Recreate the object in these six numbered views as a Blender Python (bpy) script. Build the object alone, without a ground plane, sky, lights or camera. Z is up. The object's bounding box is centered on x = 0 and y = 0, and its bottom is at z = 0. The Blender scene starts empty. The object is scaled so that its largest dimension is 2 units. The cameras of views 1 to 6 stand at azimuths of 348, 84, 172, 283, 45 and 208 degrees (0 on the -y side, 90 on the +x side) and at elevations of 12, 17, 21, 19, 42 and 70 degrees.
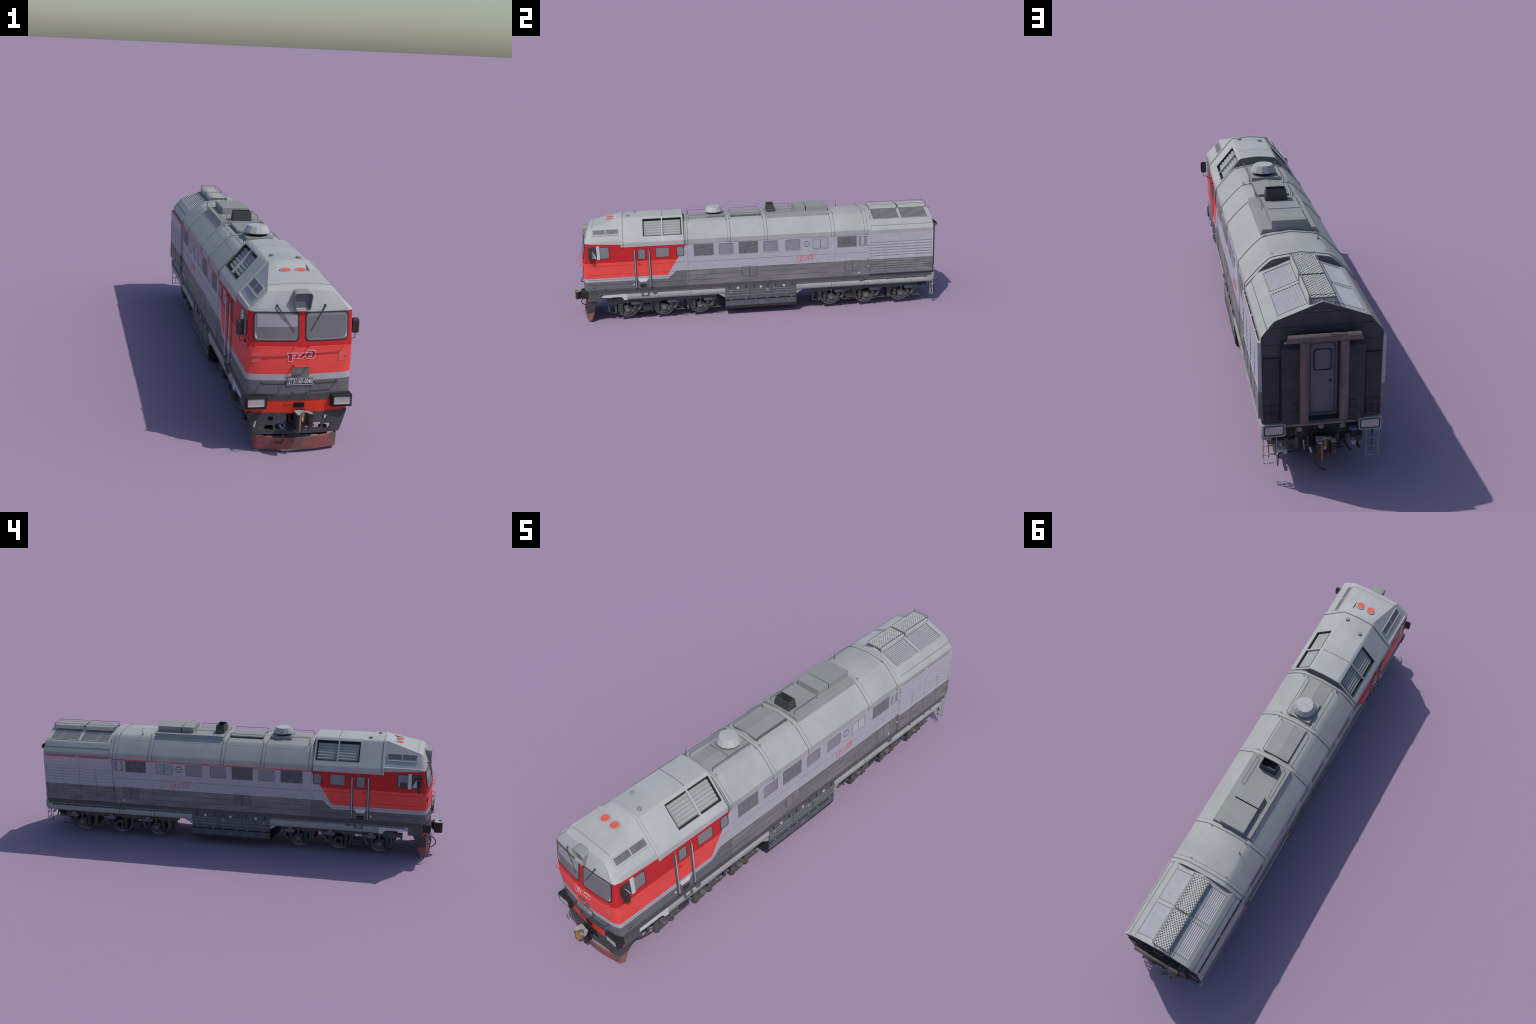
# Diesel locomotive section, built procedurally. Frame: metres, z up, front of the engine looks along -y.
import bpy, bmesh, math, random
from mathutils import Vector, Matrix

random.seed(7)
HALF = 0.1637         # half width of the body side wall
SIDES = (1, -1)

# --------------------------------------------------------------------------------------
# materials
# --------------------------------------------------------------------------------------
class Nodes:
    """Tiny helper for building node trees."""
    def __init__(self, name):
        self.mat = bpy.data.materials.new(name)
        self.mat.use_nodes = True
        self.t = self.mat.node_tree
        self.t.nodes.clear()
        self.out = self.t.nodes.new('ShaderNodeOutputMaterial')
        self.bsdf = self.t.nodes.new('ShaderNodeBsdfPrincipled')
        self.t.links.new(self.bsdf.outputs[0], self.out.inputs[0])
        tc = self.t.nodes.new('ShaderNodeTexCoord')
        self.pos = tc.outputs['Object']

    def put(self, sock, val):
        if hasattr(val, 'is_output') or isinstance(val, bpy.types.NodeSocket):
            self.t.links.new(val, sock)
        else:
            sock.default_value = val

    def m(self, op, a, b=0.0, c=0.0):
        n = self.t.nodes.new('ShaderNodeMath'); n.operation = op
        self.put(n.inputs[0], a); self.put(n.inputs[1], b); self.put(n.inputs[2], c)
        return n.outputs[0]

    def xyz(self):
        n = self.t.nodes.new('ShaderNodeSeparateXYZ'); self.put(n.inputs[0], self.pos)
        return n.outputs[0], n.outputs[1], n.outputs[2]

    def noise(self, scale, stretch=(1, 1, 1), detail=4.0, rough=0.55):
        mp = self.t.nodes.new('ShaderNodeMapping'); self.put(mp.inputs[0], self.pos)
        mp.inputs['Scale'].default_value = stretch
        n = self.t.nodes.new('ShaderNodeTexNoise'); self.put(n.inputs['Vector'], mp.outputs[0])
        n.inputs['Scale'].default_value = scale
        n.inputs['Detail'].default_value = detail
        n.inputs['Roughness'].default_value = rough
        return n.outputs[0]

    def ramp(self, v, lo, hi, a=0.0, b=1.0):
        n = self.t.nodes.new('ShaderNodeMapRange'); n.clamp = True
        self.put(n.inputs[0], v)
        for i, k in enumerate((lo, hi, a, b)):
            n.inputs[i + 1].default_value = k
        return n.outputs[0]

    def mix(self, f, a, b, mode='MIX'):
        n = self.t.nodes.new('ShaderNodeMix'); n.data_type = 'RGBA'; n.blend_type = mode
        self.put(n.inputs[0], f)
        self.put(n.inputs[6], a if not isinstance(a, tuple) else (*a, 1) if len(a) == 3 else a)
        self.put(n.inputs[7], b if not isinstance(b, tuple) else (*b, 1) if len(b) == 3 else b)
        return n.outputs[2]

    def scale_col(self, col, f):
        g = self.t.nodes.new('ShaderNodeCombineXYZ')
        for i in range(3):
            self.put(g.inputs[i], f)
        return self.mix(1.0, col, g.outputs[0], 'MULTIPLY')

    def finish(self, col, rough=0.55, metal=0.0, spec=0.3, bump=None, bump_dist=0.0006):
        if isinstance(col, tuple):
            col = (*col, 1)
        self.put(self.bsdf.inputs['Base Color'], col)
        self.put(self.bsdf.inputs['Roughness'], rough)
        self.bsdf.inputs['Metallic'].default_value = metal
        self.bsdf.inputs['Specular IOR Level'].default_value = spec
        if bump is not None:
            b = self.t.nodes.new('ShaderNodeBump')
            b.inputs['Strength'].default_value = 0.35
            b.inputs['Distance'].default_value = bump_dist
            self.put(b.inputs['Height'], bump)
            self.put(self.bsdf.inputs['Normal'], b.outputs[0])
        return self.mat


def paint(name, col, rough=0.55, var=0.12, scale=40.0, stretch=(1, 1, 1), dirt=None, dirt_amount=0.5,
          metal=0.0, spec=0.3):
    """Painted metal: base colour with patchy variation and optional specks of dirt."""
    n = Nodes(name)
    f = n.ramp(n.noise(scale, stretch), 0.3, 0.7, 1 - var, 1 + var)
    c = n.scale_col((*col, 1), f)
    if dirt is not None:
        d = n.ramp(n.noise(scale * 4, stretch, 5.0, 0.7), 0.56, 0.72, 0.0, dirt_amount)
        c = n.mix(d, c, dirt)
    return n.finish(c, rough, metal, spec)


LIGHT_GREY = (0.415, 0.417, 0.452)
DARK_GREY = (0.190, 0.186, 0.190)
RED_DEEP = (0.55, 0.020, 0.022)
RED_BRIGHT = (0.83, 0.078, 0.064)
ROOF = (0.388, 0.393, 0.392)


def livery_material(name='livery_paint', tone=1.0):
    n = Nodes(name)
    x, y, z = n.xyz()
    lt = lambda a, b: n.m('LESS_THAN', a, b)
    gt = lambda a, b: n.m('GREATER_THAN', a, b)
    fine = n.ramp(n.noise(55, (1, 1, 1), 5), 0.3, 0.7, 0.93, 1.07)
    light = n.scale_col((*LIGHT_GREY, 1), fine)
    # grimy lower zone: horizontal smears over the dark grey
    streak = n.ramp(n.noise(8, (1, 0.9, 4.5), 5, 0.58), 0.33, 0.68, 0.82, 1.22)
    dark = n.scale_col((*DARK_GREY, 1), n.m('MULTIPLY', streak, fine))
    dark = n.mix(lt(y, -0.39), dark, n.scale_col((0.145, 0.145, 0.152, 1), n.m('MULTIPLY', n.ramp(streak, .82, 1.22, .9, 1.1), fine)))
    edge = n.m('MINIMUM', n.m('MAXIMUM', n.m('MULTIPLY_ADD', y, 0.867, 0.230 + 0.49 * 0.867), 0.231), 0.2705)
    col = n.mix(lt(z, edge), light, dark)
    slope = n.m('MULTIPLY_ADD', z, 0.64, -0.491 - 0.25 * 0.64)
    red_zone = n.m('MULTIPLY', lt(y, slope), gt(z, 0.2505))
    red = n.mix(gt(z, 0.335), RED_BRIGHT, RED_DEEP)
    red = n.scale_col(red, n.ramp(n.noise(20, (1, 1, 1), 5), 0.3, 0.7, 0.93, 1.06))
    col = n.mix(red_zone, col, red)
    # soot and oil along the foot of the wall
    foot = n.m('ADD', 0.186, n.m('MULTIPLY', n.m('SUBTRACT', n.noise(14, (1, 1, 3), 5), 0.5), 0.010))
    col = n.mix(n.m('MULTIPLY', lt(z, foot), 0.75), col, (0.055, 0.052, 0.055))
    if tone != 1.0:
        col = n.scale_col(col, tone)
    return n.finish(col, 0.5, 0.0, 0.3)


def roof_material(name='roof_paint', col=ROOF, speck=0.35):
    n = Nodes(name)
    broad = n.ramp(n.noise(7, (1, 1, 1), 4), 0.3, 0.7, 0.93, 1.06)
    c = n.scale_col((*col, 1), broad)
    runs = n.ramp(n.noise(5, (1.0, 2.0, 1.0), 4, 0.6), 0.36, 0.66, 0.95, 1.03)
    c = n.scale_col(c, runs)
    green = n.ramp(n.noise(26, (1, 1, 1), 6, 0.7), 0.45, 0.75, 0.0, 0.30)
    c = n.mix(green, c, (col[0] * .80, col[1] * .88, col[2] * .80))
    specks = n.ramp(n.noise(210, (1, 1, 1), 3, 0.6), 0.66, 0.74, 0.0, speck)
    c = n.mix(specks, c, (0.13, 0.13, 0.10))
    return n.finish(c, 0.6, 0.0, 0.25)


def bogie_material():
    n = Nodes('bogie_steel')
    f = n.ramp(n.noise(60, (1, 1, 1), 5), 0.3, 0.7, 0.75, 1.3)
    c = n.scale_col((0.095, 0.094, 0.098, 1), f)
    d = n.ramp(n.noise(35, (1, 1, 1), 4), 0.52, 0.7, 0.0, 0.45)
    c = n.mix(d, c, (0.115, 0.100, 0.075))
    return n.finish(c, 0.65, 0.0, 0.3)


def plow_material():
    n = Nodes('plow_paint')
    c = n.mix(n.ramp(n.noise(16, (1, 1, .5), 5), 0.50, 0.64), (0.30, 0.100, 0.095), (0.12, 0.112, 0.095))
    c = n.scale_col(c, n.ramp(n.noise(70, (1, 1, 1), 4), .3, .7, .85, 1.15))
    return n.finish(c, 0.7, 0.0, 0.25)


def coupler_side_material():
    n = Nodes('coupler_iron')
    c = n.mix(n.ramp(n.noise(45, (1, 1, 1), 4), 0.58, 0.72), (0.040, 0.034, 0.036), (0.16, 0.085, 0.045))
    return n.finish(c, 0.55, 0.3, 0.4)


def beam_material():
    n = Nodes('front_beam_paint')
    x, y, z = n.xyz()
    orange = n.scale_col((0.80, 0.050, 0.022, 1), n.ramp(n.noise(40), .3, .7, .93, 1.05))
    grey = n.scale_col((0.10, 0.10, 0.105, 1), n.ramp(n.noise(40), .3, .7, .8, 1.2))
    return n.finish(n.mix(n.m('LESS_THAN', y, -0.9155), grey, orange), 0.5)


def rear_wall_material():
    n = Nodes('end_wall_paint')
    c = n.scale_col((0.060, 0.057, 0.064, 1), n.ramp(n.noise(18, (1, 1, .35), 5), .3, .7, .75, 1.3))
    return n.finish(c, 0.55)


def shutter_material():
    n = Nodes('shutter_paint')
    x, y, z = n.xyz()
    light = n.scale_col((0.425, 0.425, 0.468, 1), n.ramp(n.noise(50, (1, 1, 1)), .3, .7, .94, 1.06))
    dark = n.scale_col((*DARK_GREY, 1), n.ramp(n.noise(11, (1, 1.2, 5), 5), .33, .67, .78, 1.25))
    return n.finish(n.mix(n.m('LESS_THAN', z, 0.2735), light, dark), 0.5)


M = {}
def make_materials():
    M['livery'] = livery_material()
    M['livery_rib_shadow'] = livery_material('livery_rib_shadow_tone', 0.38)  # livery multiplied down for shadow strips drawn under the side ribs
    M['slat_dark_line'] = livery_material('slat_dark_line_tone', 0.58)  # darker livery tone for the thin dark lines between shutter slats
    M['intake_slat'] = roof_material('intake_slat_paint', (0.345, 0.352, 0.352), 0.15)
    M['roof'] = roof_material()
    M['roof_hatch'] = roof_material('roof_hatch_paint', (0.295, 0.30, 0.30), 0.18)
    M['roof_cab'] = roof_material('cab_roof_paint', (0.435, 0.44, 0.442), 0.12)
    M['roof_nose'] = roof_material('nose_roof_paint', (0.435, 0.440, 0.442), 0.08)
    M['seam'] = paint('seam_sealant', (0.07, 0.07, 0.065), .8, .2)
    M['bogie'] = bogie_material()
    M['tyre'] = paint('wheel_steel', (0.34, 0.34, 0.37), .45, .15, 60, metal=.2)
    M['wheel_web'] = paint('wheel_web', (0.05, 0.05, 0.052), .7, .25, 40)
    M['spring'] = paint('spring_steel', (0.085, 0.083, 0.078), .55, .25, 90)
    M['cap'] = paint('axle_cap', (0.19, 0.19, 0.175), .45, .2, 90, metal=.2)
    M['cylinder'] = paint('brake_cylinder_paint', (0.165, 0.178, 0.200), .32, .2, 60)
    M['tank'] = paint('tank_paint', (0.098, 0.112, 0.122), .5, .15, 30, (1, 1, 1), (0.17, 0.16, 0.13), .35)
    M['tank_rib'] = paint('tank_rib_paint', (0.24, 0.24, 0.22), .55, .2, 40)
    M['tank_base'] = paint('tank_base_paint', (0.055, 0.047, 0.050), .65, .3, 30)
    M['sill'] = paint('sill_paint', (0.335, 0.345, 0.335), .55, .10, 40, (1, .5, 1), (0.17, 0.17, 0.14), .45)
    M['sill_white'] = paint('sill_fresh_paint', (0.56, 0.57, 0.59), .5, .08, 40)
    M['black'] = paint('black_paint', (0.022, 0.022, 0.024), .6, .25, 50)
    M['rubber'] = paint('black_rubber', (0.035, 0.035, 0.036), .6, .2, 60)
    M['hollow'] = paint('dark_hollow', (0.008, 0.008, 0.009), .9, .1)
    M['apron'] = paint('apron_paint', (0.068, 0.068, 0.072), .55, .25, 25)
    M['beam'] = beam_material()
    M['plow'] = plow_material()
    M['rear_wall'] = rear_wall_material()
    M['rear_panel'] = paint('end_panel_paint', (0.043, 0.042, 0.050), .5, .2, 25)
    M['rear_door'] = paint('end_door_paint', (0.165, 0.158, 0.178), .5, .12, 25)
    M['bellows'] = paint('bellows_rubber', (0.150, 0.120, 0.110), .6, .22, 30, (1, 1, .4))
    M['bellows_rim'] = paint('bellows_rim', (0.22, 0.20, 0.15), .6, .2, 40)
    M['shutter'] = shutter_material()
    M['wall_light'] = paint('light_grey_paint', LIGHT_GREY, .5, .06, 50)
    M['wall_dark'] = paint('dark_grey_paint', DARK_GREY, .5, .15, 40)
    M['mesh_dark'] = paint('vent_slat_dark', (0.150, 0.145, 0.160), .55, .2, 60)
    M['mesh_back'] = paint('vent_backing', (0.045, 0.045, 0.050), .8, .2, 60)
    M['glass_side'] = paint('window_glass_grey', (0.255, 0.248, 0.275), .35, .10, 18, spec=.4)
    M['glass_cab'] = paint('cab_glass_grey', (0.225, 0.225, 0.235), .3, .10, 18, spec=.4)
    M['glass_front'] = paint('windscreen_glass', (0.165, 0.165, 0.175), .35, .10, 14, spec=.4)
    M['blind'] = paint('sun_blind', (0.33, 0.325, 0.35), .5, .05, 20)
    M['cab_dark'] = paint('cab_interior_glass', (0.055, 0.058, 0.062), .3, .2, 20, spec=.4)
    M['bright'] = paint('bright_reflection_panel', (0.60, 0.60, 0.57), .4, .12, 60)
    M['lens'] = paint('headlight_lens', (0.40, 0.41, 0.40), .25, .15, 40, spec=.5)
    M['lens_red'] = paint('marker_lens', (0.62, 0.36, 0.31), .3, .05, 40, spec=.5)
    M['lamp_red'] = paint('roof_lamp_lens', (0.74, 0.125, 0.085), .4, .06, 40)
    M['lamp_ring'] = paint('roof_lamp_ring', (0.36, 0.36, 0.36), .5, .05, 40)
    M['lamp_inside'] = paint('searchlight_glass', (0.15, 0.145, 0.16), .4, .1, 30)
    M['grey_rim'] = paint('headlight_rim_grey', (0.33, 0.32, 0.36), .5, .1, 40)
    M['steel'] = paint('polished_rail', (0.52, 0.52, 0.56), .35, .15, 60, (1, 1, .2), metal=.35)
    M['rail'] = paint('handrail_steel', (0.135, 0.145, 0.155), .5, .15, 60)
    M['rail_light'] = paint('walkway_steel', (0.50, 0.505, 0.49), .55, .12, 60)
    M['ladder'] = paint('ladder_paint', (0.33, 0.345, 0.31), .6, .15, 60)
    M['red_deep'] = paint('deep_red_paint', RED_DEEP, .5, .05, 30)
    M['red_bright'] = paint('bright_red_paint', RED_BRIGHT, .5, .05, 30)
    M['red_patch'] = paint('faded_red_paint', (0.80, 0.115, 0.105), .55, .06, 30)
    M['logo_red'] = paint('logo_red', (0.60, 0.012, 0.016), .45, .04, 30)
    M['logo_line'] = paint('logo_red_line', (0.66, 0.075, 0.075), .5, .05, 30)
    M['white'] = paint('white_paint', (0.68, 0.66, 0.68), .5, .08, 60)
    M['blue'] = paint('blue_paint', (0.10, 0.17, 0.34), .5, .1, 60)
    M['blue_valve'] = paint('blue_valve_paint', (0.16, 0.17, 0.40), .4, .1, 60)
    M['plate_black'] = paint('number_plate_black', (0.045, 0.045, 0.052), .5, .2, 60)
    M['tread_plate'] = paint('worn_tread_plate', (0.175, 0.160, 0.140), .6, .15, 60)
    M['coupler'] = coupler_side_material()
    M['coupler_top'] = paint('coupler_worn_top', (0.42, 0.43, 0.45), .4, .3, 60, metal=.3)
    M['coupler_rust'] = paint('coupler_rust', (0.30, 0.165, 0.070), .6, .4, 50)
    M['hose'] = paint('air_hose_rubber', (0.055, 0.057, 0.050), .6, .3, 60)
    M['lamp_small'] = paint('small_lamp', (0.27, 0.23, 0.21), .5, .2, 60)
    M['chimney'] = paint('exhaust_soot', (0.062, 0.064, 0.066), .7, .25, 30)
    M['shade_wall'] = paint('shade_darkened_end_paint', (0.125, 0.13, 0.14), .6, .15, 30)  # roof grey darkened: shade on the rear-facing ends baked into the colour
    M['sign_pink'] = paint('faded_sign_red', (0.52, 0.25, 0.25), .6, .1, 60)
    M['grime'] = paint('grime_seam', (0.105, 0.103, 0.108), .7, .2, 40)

# --------------------------------------------------------------------------------------
# geometry helpers
# --------------------------------------------------------------------------------------
class MB:
    """Mesh builder collecting vertices and faces; faces may carry different materials."""
    def __init__(self):
        self.v, self.f, self.mi, self.cur = [], [], [], 0

    def add(self, verts, faces):
        o = len(self.v)
        self.v += [tuple(p) for p in verts]
        for f in faces:
            self.f.append([i + o for i in f]); self.mi.append(self.cur)
        return self

    def box(self, x0, x1, y0, y1, z0, z1):
        x0, x1 = min(x0, x1), max(x0, x1); y0, y1 = min(y0, y1), max(y0, y1)
        v = [(x, y, z) for z in (z0, z1) for y in (y0, y1) for x in (x0, x1)]
        return self.add(v, [(0, 2, 3, 1), (4, 5, 7, 6), (0, 1, 5, 4), (2, 6, 7, 3), (0, 4, 6, 2), (1, 3, 7, 5)])

    def loops(self, rings, cap=True, closed=True):
        """Skin a list of equally long point rings."""
        n = len(rings[0]); v = [p for r in rings for p in r]; f = []
        m = n if closed else n - 1
        for k in range(len(rings) - 1):
            for i in range(m):
                j = (i + 1) % n
                f.append((k * n + i, k * n + j, (k + 1) * n + j, (k + 1) * n + i))
        if cap and closed:
            f.append(tuple(reversed(range(n))))
            f.append(tuple(range((len(rings) - 1) * n, len(rings) * n)))
        return self.add(v, f)

    def prism(self, poly, fn, a, b):
        """Extrude a 2-D polygon between depths a and b with mapping fn(u, v, d)."""
        return self.loops([[fn(u, v, a) for u, v in poly], [fn(u, v, b) for u, v in poly]])

    def ring(self, outer, inner, fn, a, b):
        """Frame between two equally long loops."""
        n = len(outer)
        v = [fn(*p, a) for p in outer] + [fn(*p, b) for p in outer] + [fn(*p, b) for p in inner] + [fn(*p, a) for p in inner]
        f = []
        for k in range(4):
            for i in range(n):
                j = (i + 1) % n; k2 = (k + 1) % 4
                f.append((k * n + i, k * n + j, k2 * n + j, k2 * n + i))
        return self.add(v, f)

    def tube(self, pts, r, n=8, cap=True):
        pts = [Vector(p) for p in pts]
        rs = r if isinstance(r, (list, tuple)) else [r] * len(pts)
        rings, ref = [], None
        for i, p in enumerate(pts):
            d = ((pts[min(i + 1, len(pts) - 1)] - p).normalized() + (p - pts[max(i - 1, 0)]).normalized())
            d = d.normalized() if d.length > 1e-9 else (pts[-1] - pts[0]).normalized()
            if ref is None:
                ref = d.orthogonal().normalized()
            ref = (ref - d * ref.dot(d))
            ref = ref.normalized() if ref.length > 1e-6 else d.orthogonal().normalized()
            b = d.cross(ref)
            rings.append([p + (ref * math.cos(2 * math.pi * k / n) + b * math.sin(2 * math.pi * k / n)) * rs[i] for k in range(n)])
        return self.loops(rings, cap)

    def cyl(self, p0, p1, r0, r1=None, n=20):
        return self.tube([p0, p1], [r0, r0 if r1 is None else r1], n)

    def sweep(self, section, stations):
        """section(y) -> list of (x, z); stations is a list of y values. Open skin."""
        return self.loops([[(x, y, z) for x, z in section(y)] for y in stations], cap=False, closed=False)

    def coil(self, c, r, wire, z0, z1, turns, n=6, per=14):
        pts = []
        tot = int(turns * per)
        for i in range(tot + 1):
            a = 2 * math.pi * i / per
            pts.append((c[0] + r * math.cos(a), c[1] + r * math.sin(a), z0 + (z1 - z0) * i / tot))
        return self.tube(pts, wire, n)

    def mesh(self, name, mats, smooth=30):
        me = bpy.data.meshes.new(name)
        me.from_pydata(self.v, [], self.f)
        mats = mats if isinstance(mats, (list, tuple)) else [mats]
        for k in mats:
            me.materials.append(M[k])
        for p, i in zip(me.polygons, self.mi):
            p.material_index = i
        bm = bmesh.new(); bm.from_mesh(me)
        bmesh.ops.recalc_face_normals(bm, faces=bm.faces)
        bm.to_mesh(me); bm.free()
        if smooth:
            me.polygons.foreach_set('use_smooth', [True] * len(me.polygons))
            me.set_sharp_from_angle(angle=math.radians(smooth))
        me.update()
        return me

    def obj(self, name, mats, parent=None, smooth=30, bevel=0.0, loc=None, stuff=False, seg=2):
        return place(name, self.mesh(name, mats, smooth), parent, loc, bevel, stuff, seg)


def place(name, me, parent=None, loc=None, bevel=0.0, stuff=False, seg=2, rot=None, scale=None):
    ob = bpy.data.objects.new(name, me)
    bpy.context.scene.collection.objects.link(ob)
    while parent is not None and parent.parent is not None and parent.parent is not ROOT and parent.parent.name != ROOT.name:
        parent = parent.parent          # keep to thing > part > sub-part
    ob.parent = parent if parent is not None else ROOT
    if loc is not None: ob.location = loc
    if rot is not None: ob.rotation_euler = rot
    if scale is not None: ob.scale = scale
    if bevel:
        m = ob.modifiers.new('edge_rounding', 'BEVEL')
        m.width = bevel; m.segments = seg; m.limit_method = 'ANGLE'; m.angle_limit = math.radians(35)
    if stuff:
        ob['kind'] = 'stuff'
    return ob


def rrect(u0, u1, v0, v1, r, n=5, chamfer_last=None):
    """Rounded rectangle, counter-clockwise."""
    r = min(r, (u1 - u0) / 2 - 1e-5, (v1 - v0) / 2 - 1e-5)
    out = []
    for cu, cv, a in ((u1 - r, v1 - r, 0), (u0 + r, v1 - r, 90), (u0 + r, v0 + r, 180), (u1 - r, v0 + r, 270)):
        for k in range(n + 1):
            t = math.radians(a + 90 * k / n)
            out.append((cu + r * math.cos(t), cv + r * math.sin(t)))
    return out


def densify(loop, step):
    out = []
    for i, p in enumerate(loop):
        q = loop[(i + 1) % len(loop)]
        d = math.hypot(q[0] - p[0], q[1] - p[1]); k = max(1, int(d / step))
        for j in range(k):
            out.append((p[0] + (q[0] - p[0]) * j / k, p[1] + (q[1] - p[1]) * j / k))
    return out


def circle(cu, cv, r, n=24):
    return [(cu + r * math.cos(2 * math.pi * k / n), cv + r * math.sin(2 * math.pi * k / n)) for k in range(n)]


def side_map(s, base=HALF):
    return lambda u, v, d: (s * (base + d), u, v)


def rear_map(base=0.948):
    return lambda u, v, d: (u, base + d, v)


# front face: bowed in plan, windscreen leaning back above the crease
FRONT_LEVELS = [(0.177, -0.9285, 0.0150), (0.338, -0.9290, 0.0150), (0.349, -0.9270, 0.0140), (0.446, -0.9120, 0.0115)]
def front_par(z):
    L = FRONT_LEVELS
    if z <= L[0][0]: return L[0][1], L[0][2]
    for a, b in zip(L, L[1:]):
        if z <= b[0]:
            t = (z - a[0]) / (b[0] - a[0]); return a[1] + (b[1] - a[1]) * t, a[2] + (b[2] - a[2]) * t
    return L[-1][1], L[-1][2]

def front_y(x, z):
    yc, bow = front_par(z)
    return yc - bow * (1 - min(1, abs(x) / 0.152) ** 1.7)

def front_map(u, v, d):
    return (u, front_y(u, v) - d, v)


def curved_pane(mb, u0, u1, v0, v1, r, fn, d, n=16):
    """Rounded pane as vertical strips so it follows a curved wall."""
    us = sorted(set([u0 + (u1 - u0) * k / n for k in range(n + 1)] + [u0 + r * (1 - math.cos(math.pi * k / 8)) for k in range(5)]
                    + [u1 - r * (1 - math.cos(math.pi * k / 8)) for k in range(5)]))
    top, bot = [], []
    for u in us:
        e = max(0, r - (u - u0), r - (u1 - u))
        h = r - math.sqrt(max(0, r * r - e * e))
        top.append(fn(u, v1 - h, d)); bot.append(fn(u, v0 + h, d))
    return mb.loops([bot, top], cap=False, closed=False)


def plan_outline(z, inset=0.0, rear=0.948, r=0.013, half=HALF):
    """Horizontal outline of the body at height z, from the rear on +x round the nose to the rear on -x."""
    yc, bow = front_par(z)
    h = half - inset; pts = [(h, rear), (h, -0.735), (h, yc + r + inset + 0.004)]
    # rounded corner, then bowed front
    x1 = h - r
    for k in range(1, 6):
        a = math.radians(90 * k / 6)
        pts.append((h - r + r * math.cos(a), (yc + r + 0.004) - (r) * math.sin(a) + inset))
    for x in (0.140, 0.118, 0.09, 0.06, 0.03, 0.0):
        pts.append((x, front_y(x, z) + inset))
    return pts + [(-x, y) for x, y in reversed(pts[:-1])]


def rail(name, pts, r, mat, parent=None, n=8, round_r=0.006):
    """Bent round bar through the points, corners rounded."""
    P = [Vector(p) for p in pts]; out = [P[0]]
    for i in range(1, len(P) - 1):
        a = (P[i - 1] - P[i]); b = (P[i + 1] - P[i]); k = min(round_r, a.length * .45, b.length * .45)
        A = P[i] + a.normalized() * k; Bq = P[i] + b.normalized() * k
        for t in (0, .25, .5, .75, 1):
            out.append(A * (1 - t) ** 2 + P[i] * 2 * t * (1 - t) + Bq * t * t)
    out.append(P[-1])
    return MB().tube(out, r, n).obj(name, mat, parent, smooth=50)


def boolean_cut(ob, cutters):
    """Cut holes and keep plain mesh data."""
    for c in cutters:
        m = ob.modifiers.new('hole', 'BOOLEAN'); m.operation = 'DIFFERENCE'; m.object = c; m.solver = 'EXACT'
    dg = bpy.context.evaluated_depsgraph_get(); dg.update()
    me = bpy.data.meshes.new_from_object(ob.evaluated_get(dg))
    ob.modifiers.clear(); ob.data = me
    for c in cutters:
        bpy.data.objects.remove(c, do_unlink=True)
    return ob


def text_mesh(name, body, size, mat, fn, parent, thick=0.0005, width=None, align='CENTER', shear=0.0):
    """Lettering from the built-in font, mapped with fn(u, v, d)."""
    cu = bpy.data.curves.new(name, 'FONT'); cu.body = body; cu.size = size; cu.align_x = align; cu.align_y = 'CENTER'
    cu.resolution_u = 3; cu.offset = size * .022; cu.shear = shear
    ob = bpy.data.objects.new(name, cu); bpy.context.scene.collection.objects.link(ob)
    dg = bpy.context.evaluated_depsgraph_get(); dg.update()
    me = bpy.data.meshes.new_from_object(ob.evaluated_get(dg))
    bpy.data.objects.remove(ob, do_unlink=True)
    xs = [v.co.x for v in me.vertices]; w = max(xs) - min(xs)
    k = (width / w) if width else 1.0
    me.name = name
    for v in me.vertices:
        v.co = Vector(fn(v.co.x * k, v.co.y, thick))
    me.materials.clear(); me.materials.append(M[mat])
    return place(name, me, parent)


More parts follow.
